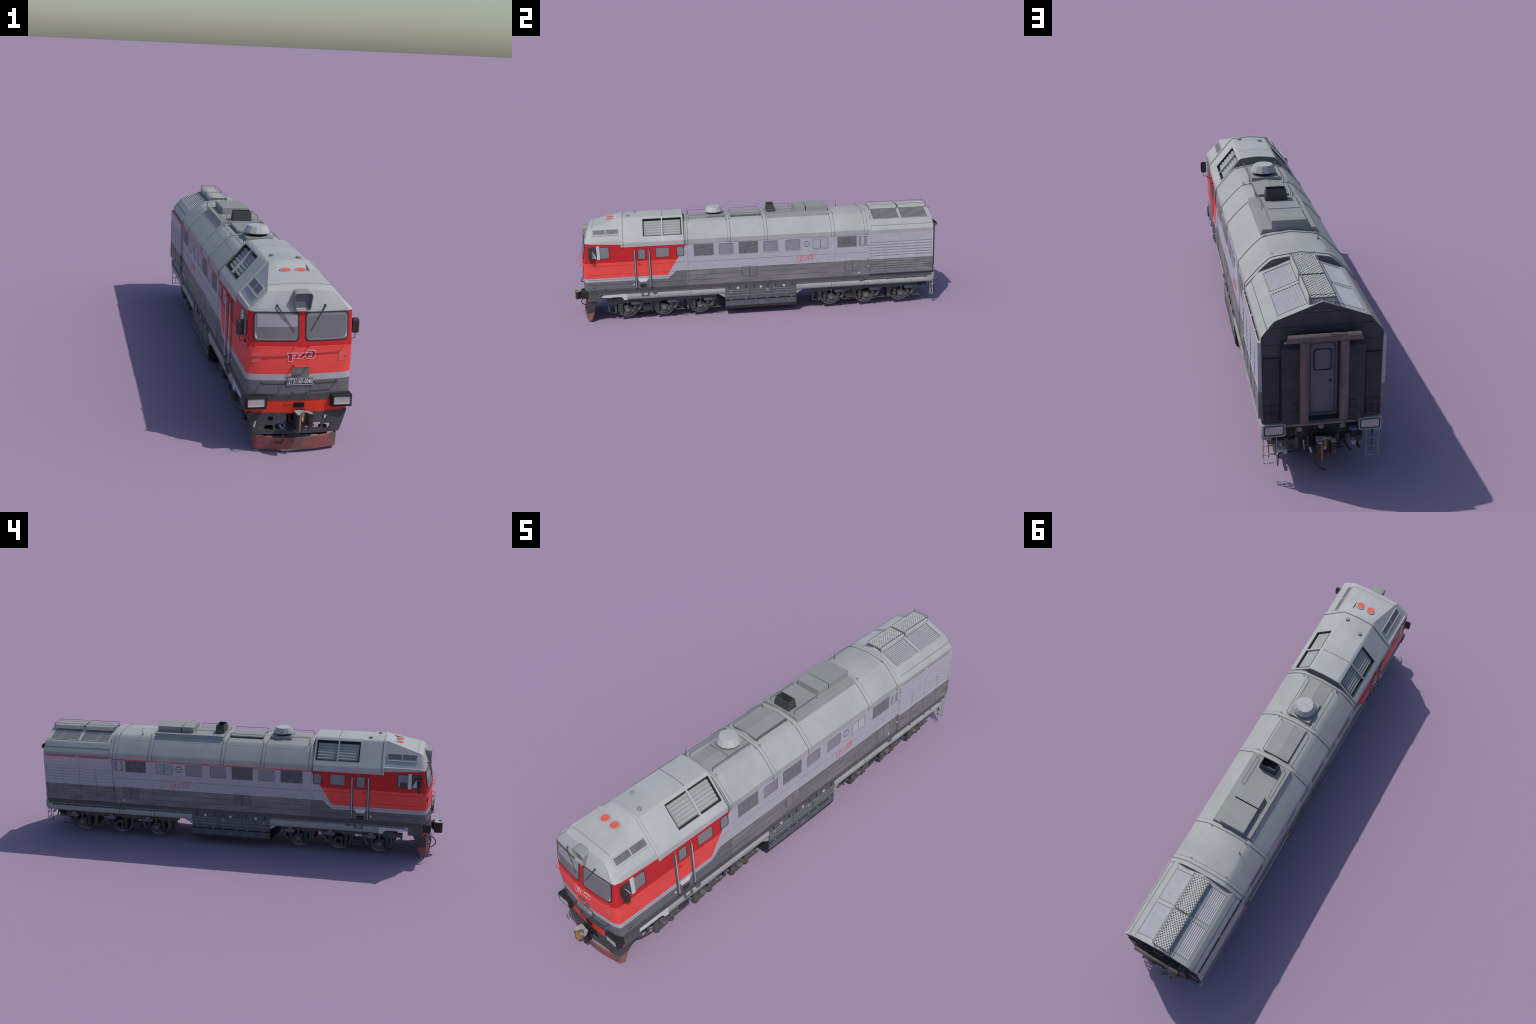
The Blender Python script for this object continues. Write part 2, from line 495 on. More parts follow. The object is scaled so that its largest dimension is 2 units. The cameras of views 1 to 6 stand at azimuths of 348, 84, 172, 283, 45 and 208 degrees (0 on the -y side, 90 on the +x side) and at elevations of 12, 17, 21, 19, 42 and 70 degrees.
# --------------------------------------------------------------------------------------
# parts
# --------------------------------------------------------------------------------------
def build_body():
    mb = MB(); rings = []
    for z in (0.166, 0.177, 0.25, 0.338, 0.349, 0.40, 0.442):
        ring = plan_outline(z)
        rings.append([(x, y, (0.430 if (y > -0.736 and z > .43) else z)) for x, y in ring])
    mb.loops(rings, cap=True)
    body = mb.obj('body_shell', 'livery', smooth=28)
    # frame beam below the walls, set back a little
    f = MB()
    f.box(-0.1612, 0.1612, -0.86, 0.948, 0.1575, 0.1775)
    f.obj('frame_beam', 'wall_dark', bevel=.001)
    for s in SIDES:
        MB().box(s * .1575, s * .1650, -.90, .948, .1795, .1815).obj('sole_bar_ledge', 'grime')
        MB().box(s * .1575, s * .1628, -.86, .93, .1635, .1655).obj('sole_bar_ledge', 'wall_dark')
    # horizontal stiffening ribs pressed into the wall
    prof = [(0, .0014), (.0011, .0006), (.0011, -.0006), (0, -.0014)]
    def rib(s, y0, y1, z):
        rings = [[(s * (HALF - .0006 + (d if 0 < t < 3 else d)), y, z + dz) for d, dz in prof]
                 for t, y in enumerate((y0, y0 + .003, y1 - .003, y1))]
        m = MB().loops(rings)
        m.obj('side_rib', 'livery', smooth=0)
        MB().box(s * (HALF - .0005), s * (HALF + .00025), y0, y1, z - .0026, z - .0013).obj('rib_painted_shadow', 'livery_rib_shadow')
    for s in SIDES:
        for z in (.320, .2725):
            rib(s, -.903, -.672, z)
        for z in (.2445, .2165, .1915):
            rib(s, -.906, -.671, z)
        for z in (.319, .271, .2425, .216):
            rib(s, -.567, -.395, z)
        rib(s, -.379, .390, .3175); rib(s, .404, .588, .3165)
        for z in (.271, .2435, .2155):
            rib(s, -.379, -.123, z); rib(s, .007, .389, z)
        # faint panel joint between the two ribs and upright cover strips
        MB().box(s * (HALF - .001), s * (HALF + .0004), -.379, .389, .2895, .2905).obj('panel_joint', 'wall_light')
        for y in (-.3865, .3995):
            MB().box(s * (HALF - .001), s * (HALF + .0016), y - .0045, y + .0045, .183, .416).obj('joint_cover_strip', 'livery', bevel=.0008)
        # diagonal brace near the radiator section
        fn = side_map(s)
        MB().prism([(.566, .163), (.580, .163), (.567, .318), (.561, .318)], fn, -.001, .0012).obj('diagonal_brace', 'livery', bevel=.0004)
        # small maker plate and door step plate marks
        MB().prism(rrect(.034, .056, .1955, .2015, .001, 2), fn, -.001, .0012).obj('small_plate', 'wall_dark', bevel=.0004)
        MB().prism([(-.676, .2025), (-.666, .2025), (-.6695, .2125), (-.6725, .2125)], fn, -.001, .0005).obj('jacking_mark', 'white')
        MB().prism([(.539, .196), (.547, .196), (.5445, .207), (.5415, .207)], fn, -.001, .0005).obj('jacking_mark', 'white')
        # light red line under the eaves of the long hood
        if s < 0:
            MB().box(s * .160, s * .1647, -.384, .594, .4085, .4150).obj('red_waist_line', 'logo_line')
    return body


def build_side_openings():
    for s in SIDES:
        fn = side_map(s)
        # framed windows of the engine room and cab
        def window(y0, y1, z0, z1, glass, frame, r=.011, name='side_window', rim=.0045, proud=.0018):
            o = densify(rrect(y0, y1, z0, z1, r), .02); k = len(o)
            inn_r = max(r - rim, .002)
            n = 5
            outer = rrect(y0, y1, z0, z1, r, n); inner = rrect(y0 + rim, y1 - rim, z0 + rim, z1 - rim, inn_r, n)
            w = MB().ring(outer, inner, fn, -.003, proud).obj(name, frame, bevel=.0007)
            g = MB().prism(rrect(y0 + rim * .8, y1 - rim * .8, z0 + rim * .8, z1 - rim * .8, inn_r, n), fn, -.002, .0003)
            g.obj('window_pane', glass, w)
            gi = rrect(y0 + rim - .0002, y1 - rim + .0002, z0 + rim - .0002, z1 - rim + .0002, inn_r, n)
            gj = rrect(y0 + rim + .0015, y1 - rim - .0015, z0 + rim + .0015, z1 - rim - .0015, inn_r, n)
            MB().ring(gi, gj, fn, -.001, .0009).obj('window_gasket', 'rubber' if frame != 'wall_light' else 'grime', w)
            return w
        for a, b in ((-.219, -.134), (.018, .104), (.138, .225)):
            window(a, b, .345, .4115, 'glass_side', 'wall_light')
        window(.537, .585, .351, .4085, 'glass_side', 'wall_light', r=.009, rim=.003)
        MB().box(s * .1637, s * .1643, .553, .567, .355, .404).obj('window_bright_panel', 'wall_light')
        window(-.552, -.473, .347, .407, 'glass_cab', 'red_deep', rim=.0035)
        window(-.439, -.398, .350, .406, 'glass_cab', 'rubber', rim=.0015, r=.009, proud=.001)
        # cab side window: dark pane, sliding pane with bright post
        w = window(-.897, -.788, .356, .423, 'glass_cab', 'rubber', rim=.0016, r=.008, proud=.001, name='cab_side_window')
        MB().prism(rrect(-.893, -.853, .361, .419, .004), fn, .0003, .0005).obj('window_pane', 'cab_dark', w)
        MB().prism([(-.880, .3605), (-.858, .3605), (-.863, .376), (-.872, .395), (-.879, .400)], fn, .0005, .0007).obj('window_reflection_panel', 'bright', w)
        MB().prism(rrect(-.854, -.838, .3545, .4275, .001, 2), fn, -.001, .004).obj('window_post', 'bright', w, bevel=.0006)
        MB().prism(rrect(-.835, -.800, .359, .385, .005), fn, .0003, .0005).obj('window_pane', 'cab_dark' if s < 0 else 'glass_cab', w)
        # black mesh vents
        def dark_vent(y0, y1, z0, z1, rows=15):
            v = MB().prism(rrect(y0, y1, z0, z1, .0005, 1), fn, -.002, .0004).obj('vent_panel', 'mesh_back')
            m = MB(); h = (z1 - z0) / rows
            for k in range(rows):
                z = z0 + h * (k + .5)
                m.add([fn(y0 + .001, z - h * .38, .0018), fn(y1 - .001, z - h * .38, .0018), fn(y1 - .001, z + h * .38, .0004), fn(y0 + .001, z + h * .38, .0004),
                       fn(y0 + .001, z - h * .45, .0004), fn(y1 - .001, z - h * .45, .0004)], [(0, 1, 2, 3), (4, 5, 1, 0), (0, 3, 4), (1, 5, 2)])
            m.obj('vent_slats', 'mesh_dark', v, stuff=True, smooth=0)
        for a, b, c, d in ((-.347, -.244, .3475, .411), (-.109, -.007, .347, .411), (.4235, .527, .3505, .409)):
            dark_vent(a, b, c, d)
        # light shutters and lower hatches with rounded frames
        def hatch(y0, y1, z0, z1, mat, slat, rows=8, backing='wall_light', low=.007):
            outer = rrect(y0, y1, z0, z1, .011); inner = rrect(y0 + .0025, y1 - .0025, z0 + .0025, z1 - .0025, .0085)
            w = MB().ring(outer, inner, fn, -.003, .0014).obj('vent_hatch', mat, bevel=.0006)
            gi = rrect(y0 + .0025, y1 - .0025, z0 + .0025, z1 - .0025, .0085); gj = rrect(y0 + .0037, y1 - .0037, z0 + .0037, z1 - .0037, .0075)
            MB().ring(gi, gj, fn, -.001, .0004).obj('hatch_gasket', 'grime', w)
            a, b, c, d = y0 + .008, y1 - .008, z0 + low, z1 - .012
            m = MB(); h = (d - c) / rows; mid = (a + b) / 2
            for k in range(rows):
                z = c + h * (k + .5)
                for p, q in ((a, mid - .0015), (mid + .0015, b)):
                    m.add([fn(p, z - h * .35, .0017), fn(q, z - h * .35, .0017), fn(q, z + h * .35, .0005), fn(p, z + h * .35, .0005),
                           fn(p, z - h * .45, .0003), fn(q, z - h * .45, .0003)], [(0, 1, 2, 3), (4, 5, 1, 0), (0, 3, 4), (1, 5, 2)])
            MB().prism(rrect(a - .001, b + .001, c - .001, d + .001, .0006, 1), fn, -.002, .0002).obj('hatch_backing', backing, w)
            m.obj('hatch_slats', slat, w, stuff=True, smooth=0)
        hatch(.286, .374, .346, .412, 'wall_light', 'wall_light', 8, 'grime')
        hatch(-.100, -.012, .214, .281, 'livery', 'wall_dark', 9, 'mesh_back')
        hatch(.460, .549, .209, .2755, 'livery', 'wall_dark', 9, 'mesh_back')
        # round emblem
        e = MB().prism(circle(.2555, .379, .0155, 28), fn, -.001, .0005).obj('round_emblem', 'lamp_ring')
        MB().ring(circle(.2555, .379, .0160, 28), circle(.2555, .379, .0140, 28), fn, -.001, .0007).obj('emblem_ring', 'grime', e)
        def seg(c, a0, a1, r):
            return [(c[0] + r * math.cos(math.radians(a0 + (a1 - a0) * k / 8)), c[1] + r * math.sin(math.radians(a0 + (a1 - a0) * k / 8))) for k in range(9)]
        MB().prism(seg((.2555, .379), 50, 130, .013), fn, .0004, .0008).obj('emblem_field', 'blue', e)
        MB().prism(seg((.2555, .379), 225, 315, .013), fn, .0004, .0008).obj('emblem_field', 'blue', e)
        MB().prism([(.2455, .3805), (.2655, .3805), (.2585, .3765), (.2525, .3765)], fn, .0004, .0008).obj('emblem_field', 'blue', e)
        for z in (.3845, .3735):
            MB().prism([(.2445, z - .0012), (.2665, z - .0012), (.2635, z + .0014), (.2475, z + .0014)], fn, .0004, .0007).obj('emblem_wing', 'white', e)
        # company letters in outline
        logo_strokes(lambda u, v, d: fn(.2505 + (u if s > 0 else -u), .298 + v, d), .103, ROOT, 'logo_line', None)
        # entrance door with tall handrails
        d = MB().ring(rrect(-.647, -.596, .195, .414, .012), rrect(-.6445, -.5985, .1975, .4115, .010), fn, -.001, .0012).obj('entrance_door', 'livery', bevel=.0004)
        for y in (-.6455, -.5975):
            MB().prism(rrect(y - .0006, y + .0006, .200, .400, .0002, 1), fn, -.001, .0006).obj('door_gap', 'grime', d)
        outer = rrect(-.641, -.602, .344, .401, .009); inner = rrect(-.6392, -.6038, .3458, .3992, .0075)
        w = MB().ring(outer, inner, fn, -.002, .0014).obj('door_window', 'rubber', d)
        MB().prism(inner, fn, -.001, .0004).obj('window_pane', 'glass_cab', w)
        MB().prism(rrect(-.642, -.638, .3135, .3265, .001, 2), fn, -.001, .0025).obj('door_handle', 'red_deep', d, bevel=.0005)
        MB().prism(rrect(-.640, -.626, .317, .3205, .001, 2), fn, .002, .0035).obj('door_handle', 'red_deep', d, bevel=.0005)
        half_plate = [(-.645, .2385), (-.645, .228), (-.638, .2195), (-.605, .2195), (-.598, .228), (-.598, .2385)]
        pl = MB().prism(half_plate, fn, -.001, .0009).obj('door_step_plate', 'white', d)
        MB().prism(rrect(-.640, -.603, .189, .2065, .0085), fn, -.001, .0006).obj('door_step_hole', 'hollow', d)
        MB().ring(rrect(-.642, -.601, .187, .2085, .0105), rrect(-.640, -.603, .189, .2065, .0085), fn, -.001, .001).obj('step_rim', 'grime', d)
        for y in (-.6575, -.5815):
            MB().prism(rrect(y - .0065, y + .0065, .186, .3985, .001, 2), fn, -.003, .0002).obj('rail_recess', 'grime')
            rr = MB().tube([fn(y, .402, .003), fn(y, .397, .0065), fn(y, .388, .007), fn(y, .195, .007), fn(y, .189, .003)], .0023, 10).obj('door_handrail', 'steel', smooth=50)
            MB().tube([fn(y, .405, 0), fn(y, .401, .006), fn(y, .397, .0075)], [.0030, .0030, .0026], 8).obj('handrail_bracket', 'red_deep', rr)
            MB().box(s * HALF, s * (HALF + .008), y - .003, y + .003, .1865, .1905).obj('handrail_bracket', 'black', rr)
        # small parts
        MB().prism(rrect(-.889, -.874, .1995, .2015, .0005, 1), fn, -.001, .0010).obj('side_fitting', 'black')


def logo_strokes(fn, width, parent, line, fill):
    """The railway company letters: outlines as flat bars, optional coloured filling."""
    P = [(320, 490), (322, 400), (362, 360), (950, 355), (1095, 520), (945, 705), (650, 705), (640, 858), (608, 885), (412, 885), (390, 858), (415, 490)]
    SL = [(1097, 520), (1265, 342), (1545, 332), (1390, 540), (1235, 708), (945, 705)]
    D = [(1390, 540), (1545, 340), (1542, 225), (1600, 180), (1920, 175), (2040, 230), (2075, 310), (2055, 580), (1965, 670), (1880, 690), (1550, 695)]
    inner = [[(655, 475), (862, 470), (672, 685)], [(1548, 312), (1858, 305), (1845, 580), (1645, 580), (1825, 350)]]
    k = width / 1770.0
    T = lambda p: ((p[0] - 1198) * k, -(p[1] + .011 * (p[0] - 320) - 560) * k)
    w = 17 * k * (1.0 if fill else .92)
    holder = None
    if fill:
        m = MB()
        for poly in (P, SL, D):
            pts = [T(p) for p in poly]
            bm = bmesh.new(); vs = [bm.verts.new((*q, 0)) for q in pts]; bm.faces.new(vs)
            bmesh.ops.triangulate(bm, faces=bm.faces[:])
            bm.verts.ensure_lookup_table(); bm.verts.index_update()
            m.add([fn(v.co.x, v.co.y, .0007) for v in bm.verts], [[v.index for v in f.verts] for f in bm.faces]); bm.free()
        holder = m.obj('company_letters', fill, parent, smooth=0)
    m = MB()
    def stroke(pts, closed):
        n = len(pts)
        for i in range(n if closed else n - 1):
            a, b = pts[i], pts[(i + 1) % n]
            dx, dy = b[0] - a[0], b[1] - a[1]; L = math.hypot(dx, dy); dx /= L; dy /= L
            e = w * .8
            q = [(a[0] - dx * e - dy * w, a[1] - dy * e + dx * w), (a[0] - dx * e + dy * w, a[1] - dy * e - dx * w),
                 (b[0] + dx * e + dy * w, b[1] + dy * e - dx * w), (b[0] + dx * e - dy * w, b[1] + dy * e + dx * w)]
            h = (.0011 if fill else .0003) + .00002 * stroke.k; stroke.k = (stroke.k + 1) % 17
            m.loops([[fn(*p, -.0003) for p in q], [fn(*p, h) for p in q]])
    stroke.k = 0
    for poly in (P, SL, D): stroke([T(p) for p in poly], True)
    stroke([T(p) for p in inner[0]], True); stroke([T(p) for p in inner[1]], False)
    m.obj('company_letter_outline', line, holder or parent, smooth=0)


# roof cross-sections, right half from the eaves to the ridge
ARCH = [(.1652, .4148), (.1650, .4390), (.1618, .4435), (.154, .4520), (.137, .4712), (.117, .4922), (.099, .5078), (.091, .5138), (.083, .5172), (.06, .5212), (0, .5285)]
HOOD = [(.1652, .4148), (.1650, .4370), (.1615, .4430), (.1570, .4475), (.0755, .5418), (.071, .5462), (.066, .5490), (.03, .5528), (0, .5550)]
GABLE = [(.1652, .4148), (.1652, .4340), (.1612, .4398), (.148, .4548), (.133, .4745), (.128, .4790), (.122, .4815), (0, .5275)]

def full(half, off=0.0):
    """Mirror a half section; optionally push it outward."""
    P = list(half)
    if off:
        Q = []
        for i, p in enumerate(P):
            a = P[max(i - 1, 0)]; b = P[min(i + 1, len(P) - 1)]
            if i == len(P) - 1: nx, nz = 0, 1
            else:
                dx, dz = b[0] - a[0], b[1] - a[1]; L = math.hypot(dx, dz); nx, nz = dz / L, -dx / L
            Q.append((p[0] + nx * off, p[1] + nz * off))
        P = Q
    return P + [(-x, z) for x, z in reversed(P[:-1])]


def band(name, half, y0, y1, off, mat, inner=-.004, bevel=0.0, smooth=25):
    """Closed hoop lying on a roof section."""
    o, i = full(half, off), full(half, inner)
    loop = o + list(reversed(i))
    return MB().loops([[(x, y0, z) for x, z in loop], [(x, y1, z) for x, z in loop]]).obj(name, mat, smooth=smooth, bevel=bevel)


def build_roof():
    # arched engine-room roof in separate panels
    edges = [-.392, -.157, .039, .399, .580]
    for a, b in zip(edges, edges[1:] + [.607]):
        MB().loops([[(x, a, z) for x, z in full(ARCH)], [(x, b, z) for x, z in full(ARCH)]]).obj('roof_panel', 'roof', smooth=20)
    for y0, y1 in ((-.387, -.377), (-.1640, -.1508), (.0315, .0465), (.3915, .4078), (.5730, .5884)):
        band('roof_rib', ARCH, y0, y1, .0022, 'roof', bevel=.0008)
        for y in (y0 - .0012, y1):
            band('roof_seam', ARCH, y - .0002, y + .0015, .0009, 'seam')
    # lifting eyes along the ribs
    for y in (-.3685, -.168, -.1465, .0275, .412, .569):
        for x in (.0815, -.0815):
            rail('lifting_eye', [(x - .004, y, .515), (x - .004, y, .5235), (x + .004, y, .5235), (x + .004, y, .515)], .0009, 'rail', n=6, round_r=.004)
    # darker service area under the fan
    MB().loops([[(x, y, z) for x, z in [(.056, .5218 - .002), (.056, .5226), (0, .5296), (-.056, .5226), (-.056, .5218 - .002), (0, .527)]] for y in (-.372, -.172)]).obj('service_panel', 'roof_hatch', smooth=0)

    # hood over the traction motor blowers
    rear = [(x, -.3975, z) for x, z in full(HOOD)]
    arch_r = [(x * .999, -.391, z) for x, z in full([ARCH[0], ARCH[1], ARCH[2], ARCH[3], (.105, .502), (.096, .5085), (.085, .5155), (.04, .5235), (0, .5275)])]
    hood = MB().loops([[(x, -.716, z) for x, z in full(HOOD)], rear]).obj('blower_hood', 'roof_cab', smooth=20)
    cutters = []
    for s in SIDES:
        up = Vector((-.0657, 0, .0765)).normalized(); nrm = Vector((.0765, 0, .0657)).normalized()
        q = lambda u, v, d: (s * (.1432 + up.x * v + nrm.x * d), u, .4630 + up.z * v + nrm.z * d)
        cutters.append(MB().prism(rrect(-.6070, -.4080, .0015, .0993, .0005, 1), q, -.020, .01).obj('cutter', 'roof_cab', smooth=0))
    boolean_cut(hood, cutters)
    MB().loops([[(x * .9995, y + .0004, z - .0004) for x, y, z in rear], arch_r], cap=False).obj('hood_end_wall', 'shade_wall', smooth=0)
    band('hood_rib', HOOD, -.7268, -.7152, .0035, 'roof_nose', bevel=.0015)
    band('roof_seam', HOOD, -.7154, -.7142, .0006, 'seam')
    # top lids of the hood
    for y0, y1 in ((-.618, -.506), (-.504, -.399)):
        m = MB().loops([[(x, y, z) for x, z in [(.0630, .5470), (.0630, .5505), (.03, .5542), (0, .5562), (-.03, .5542), (-.0630, .5505), (-.0630, .5470), (0, .552)]] for y in (y0, y1)])
        m.obj('hood_lid', 'roof_cab', smooth=15, bevel=.0003)
    MB().loops([[(x, y, z) for x, z in [(.0635, .5497), (.0635, .5508), (0, .5564), (-.0635, .5508), (-.0635, .5497), (0, .5550)]] for y in (-.5062, -.5038)]).obj('lid_gap', 'seam', smooth=0)
    # blower intake louvres on both slopes of the hood
    for s in SIDES:
        up = Vector((-.0657, 0, .0765)); up.normalize(); nrm = Vector((.0765, 0, .0657)).normalized()
        base = Vector((.1432, 0, .4630))
        def fn(u, v, d, s=s, up=up, nrm=nrm, base=base):
            p = base + up * v + nrm * d
            return (s * p.x, u, p.z)
        H = .1008
        fr = MB().ring(rrect(-.6095, -.4055, -.0008, H + .0010, .001, 1), rrect(-.6065, -.4085, .0020, H - .0020, .001, 1), fn, -.014, .0010).obj('intake_louvre', 'rubber', bevel=.0003)
        MB().prism(rrect(-.6065, -.4085, .0020, H - .0020, .001, 1), fn, -.0140, -.0125).obj('intake_backing', 'mesh_back', fr)
        MB().prism(rrect(-.5115, -.5045, -.001, H + .001, .0005, 1), fn, -.012, .0016).obj('intake_post', 'roof_cab', fr, bevel=.0005)
        for y0, y1 in ((-.6035, -.5118), (-.5042, -.4115)):
            for k in range(6):
                h = (H - .014) / 6; v0 = .0060 + k * h
                poly = [(-.04 * h, -.0105), (.20 * h, -.0066), (.50 * h, -.0052), (.80 * h, -.0068), (1.03 * h, -.0108), (.5 * h, -.0122)]
                m = MB().loops([[fn(y, v0 + a, d) for a, d in poly] for y in (y0, y1)])
                m.obj('louvre_slat', 'intake_slat', fr, smooth=50)
    # two small ventilators
    for x, y in ((-.0392, -.6513), (.0403, -.6879)):
        v = MB().cyl((x, y, .548), (x, y, .5585), .0085, n=24).obj('roof_ventilator', 'roof_hatch', smooth=40, bevel=.0012)
        MB().cyl((x, y, .546), (x, y, .5515), .0092, n=24).obj('ventilator_base', 'seam', v, smooth=40)

    # raised platform with exhaust, silencer boxes
    def frustum(x0, x1, y0, y1, z0, z1, dx, dy):
        return MB().loops([[(x0, y0, z0), (x1, y0, z0), (x1, y1, z0), (x0, y1, z0)],
                           [(x0 + dx, y0 + dy, z1), (x1 - dx, y0 + dy, z1), (x1 - dx, y1 - dy, z1), (x0 + dx, y1 - dy, z1)]])
    frustum(-.0935, .0935, .0500, .3885, .506, .5335, .0075, .001).obj('exhaust_platform', 'roof_hatch', smooth=0, bevel=.001)
    MB().box(-.055, .055, .208, .2665, .530, .5605).obj('silencer_box', 'roof_hatch', smooth=0, bevel=.0012)
    MB().box(-.055, .055, .271, .3865, .530, .5600).obj('silencer_box', 'roof_hatch', smooth=0, bevel=.0012)
    MB().box(-.053, .053, .2655, .272, .530, .5545).obj('silencer_gap', 'hollow', smooth=0)
    # chimney: hollow tapered funnel
    c = Vector((-.001, .080, 0))
    def rect(hx, hy, z): return [(c.x - hx, c.y - hy, z), (c.x + hx, c.y - hy, z), (c.x + hx, c.y + hy, z), (c.x - hx, c.y + hy, z)]
    MB().loops([rect(.0385, .0225, .532), rect(.0335, .0180, .5725), rect(.0318, .0165, .5725), rect(.0318, .0165, .5342)]).obj('exhaust_chimney', 'chimney', smooth=0, bevel=.0006)
    # second hatch
    h = MB().loops([[(x, y, z) for x, z in [(.055, .518), (.055, .5325), (0, .5375), (-.055, .5325), (-.055, .518)]] for y in (-.1385, .0230)])
    h.obj('roof_hatch', 'roof_hatch', smooth=0, bevel=.0008)
    MB().box(-.0565, .0565, -.140, .0245, .519, .5265).obj('hatch_shadow_gap', 'seam')
    # mushroom ventilator
    b = MB().box(-.0495, .0495, -.2755, -.1735, .515, .5360).obj('fan_base', 'roof_hatch', smooth=0, bevel=.0008)
    cy = -.2262
    MB().cyl((0, cy, .534), (0, cy, .548), .031, n=28).obj('fan_neck', 'hollow', b, smooth=40)
    n = 12
    def ringz(r, z): return [(r * math.cos(2 * math.pi * (k + .5) / n), cy + r * math.sin(2 * math.pi * (k + .5) / n), z) for k in range(n)]
    MB().loops([ringz(.040, .5445), ringz(.0485, .5470), ringz(.0475, .5500), ringz(.0355, .5715), ringz(.0340, .5728)]).obj('fan_cowl', 'roof_cab', b, smooth=0)
    # hand rails beside the hatches
    def hoop(x, y0, y1, z0, z1):
        rail('roof_handrail', [(x, y0, z0), (x, y0, z1), (x, y1, z1), (x, y1, z0)], .0012, 'rail', n=6)
    for s in SIDES:
        hoop(s * .060, -.3655, -.1775, .512, .5415)
        hoop(s * .0625, -.1385, .0185, .512, .5425)
        hoop(s * .0625, .0635, .1925, .531, .5520)
    # aerial masts and wire
    for y in (-.3685, .4585):
        MB().tube([(-.0785, y, .514), (-.0785, y, .540), (-.0785, y, .5515)], [.0022, .0012, .0008], 8).obj('aerial_mast', 'rail')
        MB().cyl((-.0785, y, .5165), (-.0785, y, .5215), .0035, n=10).obj('mast_foot', 'rail')
    MB().tube([(-.0785, -.3685 + (.827) * k / 12, .5508 - .0025 * math.sin(math.pi * k / 12)) for k in range(13)], .00035, 5).obj('aerial_wire', 'rail')


def build_cab_roof():
    """Sloping cab roof between the hood and the windscreens."""
    def ridge(y):
        t = max(0.0, min(1.0, (-.727 - y) / .166))
        return .066 + .0385 * t, .5505 - .0450 * t
    # top surface with lamp niche
    xs = [0, .010, .024, .038, .050, .0505]
    ys = [-.727, -.745, -.748, -.768, -.800, -.83, -.86, -.876, -.886]
    mb = MB()
    rows = []
    for y in ys:
        rx, rz = ridge(y); row = []
        for x in xs + [rx * .93, rx]:
            z = rz + .0052 * (1 - (x / rx) ** 2)
            if x <= .050 and -.799 < y < -.747:
                z -= {-.748: .0, -.768: .0085}.get(y, 0)
            if x >= rx * .99: z = rz - .0006
            row.append((x, y, z))
        rows.append([(-a, b, c) for a, b, c in reversed(row[1:])] + row)
    mb.loops(rows, cap=False, closed=False)
    ncol = len(rows[0])
    # front brow and front face
    top = rows[-1]
    brow = [(x * 1.005, -.8970 - .0035 * (1 - (x / .105) ** 2), .4985 + .0025 * (1 - (x / .105) ** 2)) for x, y, z in top]
    foot = []
    for x, y, z in top:
        fx = x / top[-1][0] * .149
        foot.append((fx, front_y(fx, .444) - .0006, .4435))
    lip = [(x, y - .0002, .4405) for x, y, z in foot]
    mb.loops([top, brow, [(a[0] * .5 + b[0] * .5, a[1] * .5 + b[1] * .5 - .002, a[2] * .5 + b[2] * .5) for a, b in zip(brow, foot)], foot, lip], cap=False, closed=False)
    for s in SIDES:
        # flank
        rr = [ridge(y) for y in ys]
        def flank(y, rx, rz):
            pts = [(rx, rz - .0006)]
            zx = lambda x: .5517 - 1.164 * (x - .067)
            for x in (.125, .142, .1535):
                pts.append((x, min(zx(x), rz - .002 - (x - rx) * 1.12)))
            ez = .444 + (.434 - .444) * max(0, (y + .90) / .17)
            pts += [(.1597, .449), (.1636, ez), (.1642, ez - .004)]
            return pts
        st = []
        for y, (rx, rz) in zip(ys, rr):
            st.append([(s * x, y, z) for x, z in flank(y, rx, rz)])
        # last flank station bends to the corner
        bx, by, bz = brow[-1]
        end = [(bx, by, bz), (.1235, -.893, .4815), (.139, -.894, .4670), (.150, -.896, .4545), (.1570, -.8985, .4485), (.1626, -.8990, .4435), (.1634, -.8990, .4405)]
        st.append([(s * x, y, z) for x, y, z in end])
        mb.loops(st, cap=False, closed=False)
        # rounded corner fan: flank end -> front end
        mid_f = ((bx + .149) / 2, (by + foot[-1][1]) / 2 - .002, (bz + .4435) / 2)
        def front_edge(t):  # t along brow->foot
            return tuple(bx + (foot[-1][0] - bx) * t if i == 0 else (by + (foot[-1][1] - by) * t - .002 * 4 * t * (1 - t) * .5 if i == 1 else bz + (foot[-1][2] - bz) * t) for i in range(3))
        arcs = []
        ts = [0, .33, .58, .80, .92, 1.0]
        ends = end[:6]
        for t, e in zip(ts, ends):
            f = front_edge(t); row = []
            for k in range(6):
                u = k / 5
                # quadratic bulge toward the outside corner
                cx, cyy = max(e[0], f[0]) + 0, min(e[1], f[1])
                wq = 2 * u * (1 - u) * .75
                px = e[0] * (1 - u) + f[0] * u; py = e[1] * (1 - u) + f[1] * u
                px += (cx - px) * wq; py += (cyy - py) * wq
                row.append((s * px, py, e[2] * (1 - u) + f[2] * u))
            arcs.append(row)
        arcs.append([(x, y, .4405) for x, y, z in arcs[-1]])
        mb.loops(arcs, cap=False, closed=False)
    me = mb.mesh('cab_roof', 'roof_nose', 0)
    bm = bmesh.new(); bm.from_mesh(me)
    bmesh.ops.remove_doubles(bm, verts=bm.verts, dist=.0004)
    bmesh.ops.recalc_face_normals(bm, faces=bm.faces)
    bm.to_mesh(me); bm.free()
    me.polygons.foreach_set('use_smooth', [True] * len(me.polygons)); me.set_sharp_from_angle(angle=math.radians(24))
    roof = place('cab_roof', me)
    # seam across the roof front
    pts = []
    for k in range(17):
        x = -.1015 + .203 * k / 16; rx, rz = ridge(-.873)
        pts.append((x, -.873, rz + .0052 * (1 - (x / rx) ** 2) + .0001))
    MB().tube(pts, .0005, 5).obj('cab_roof_seam', 'seam', roof)
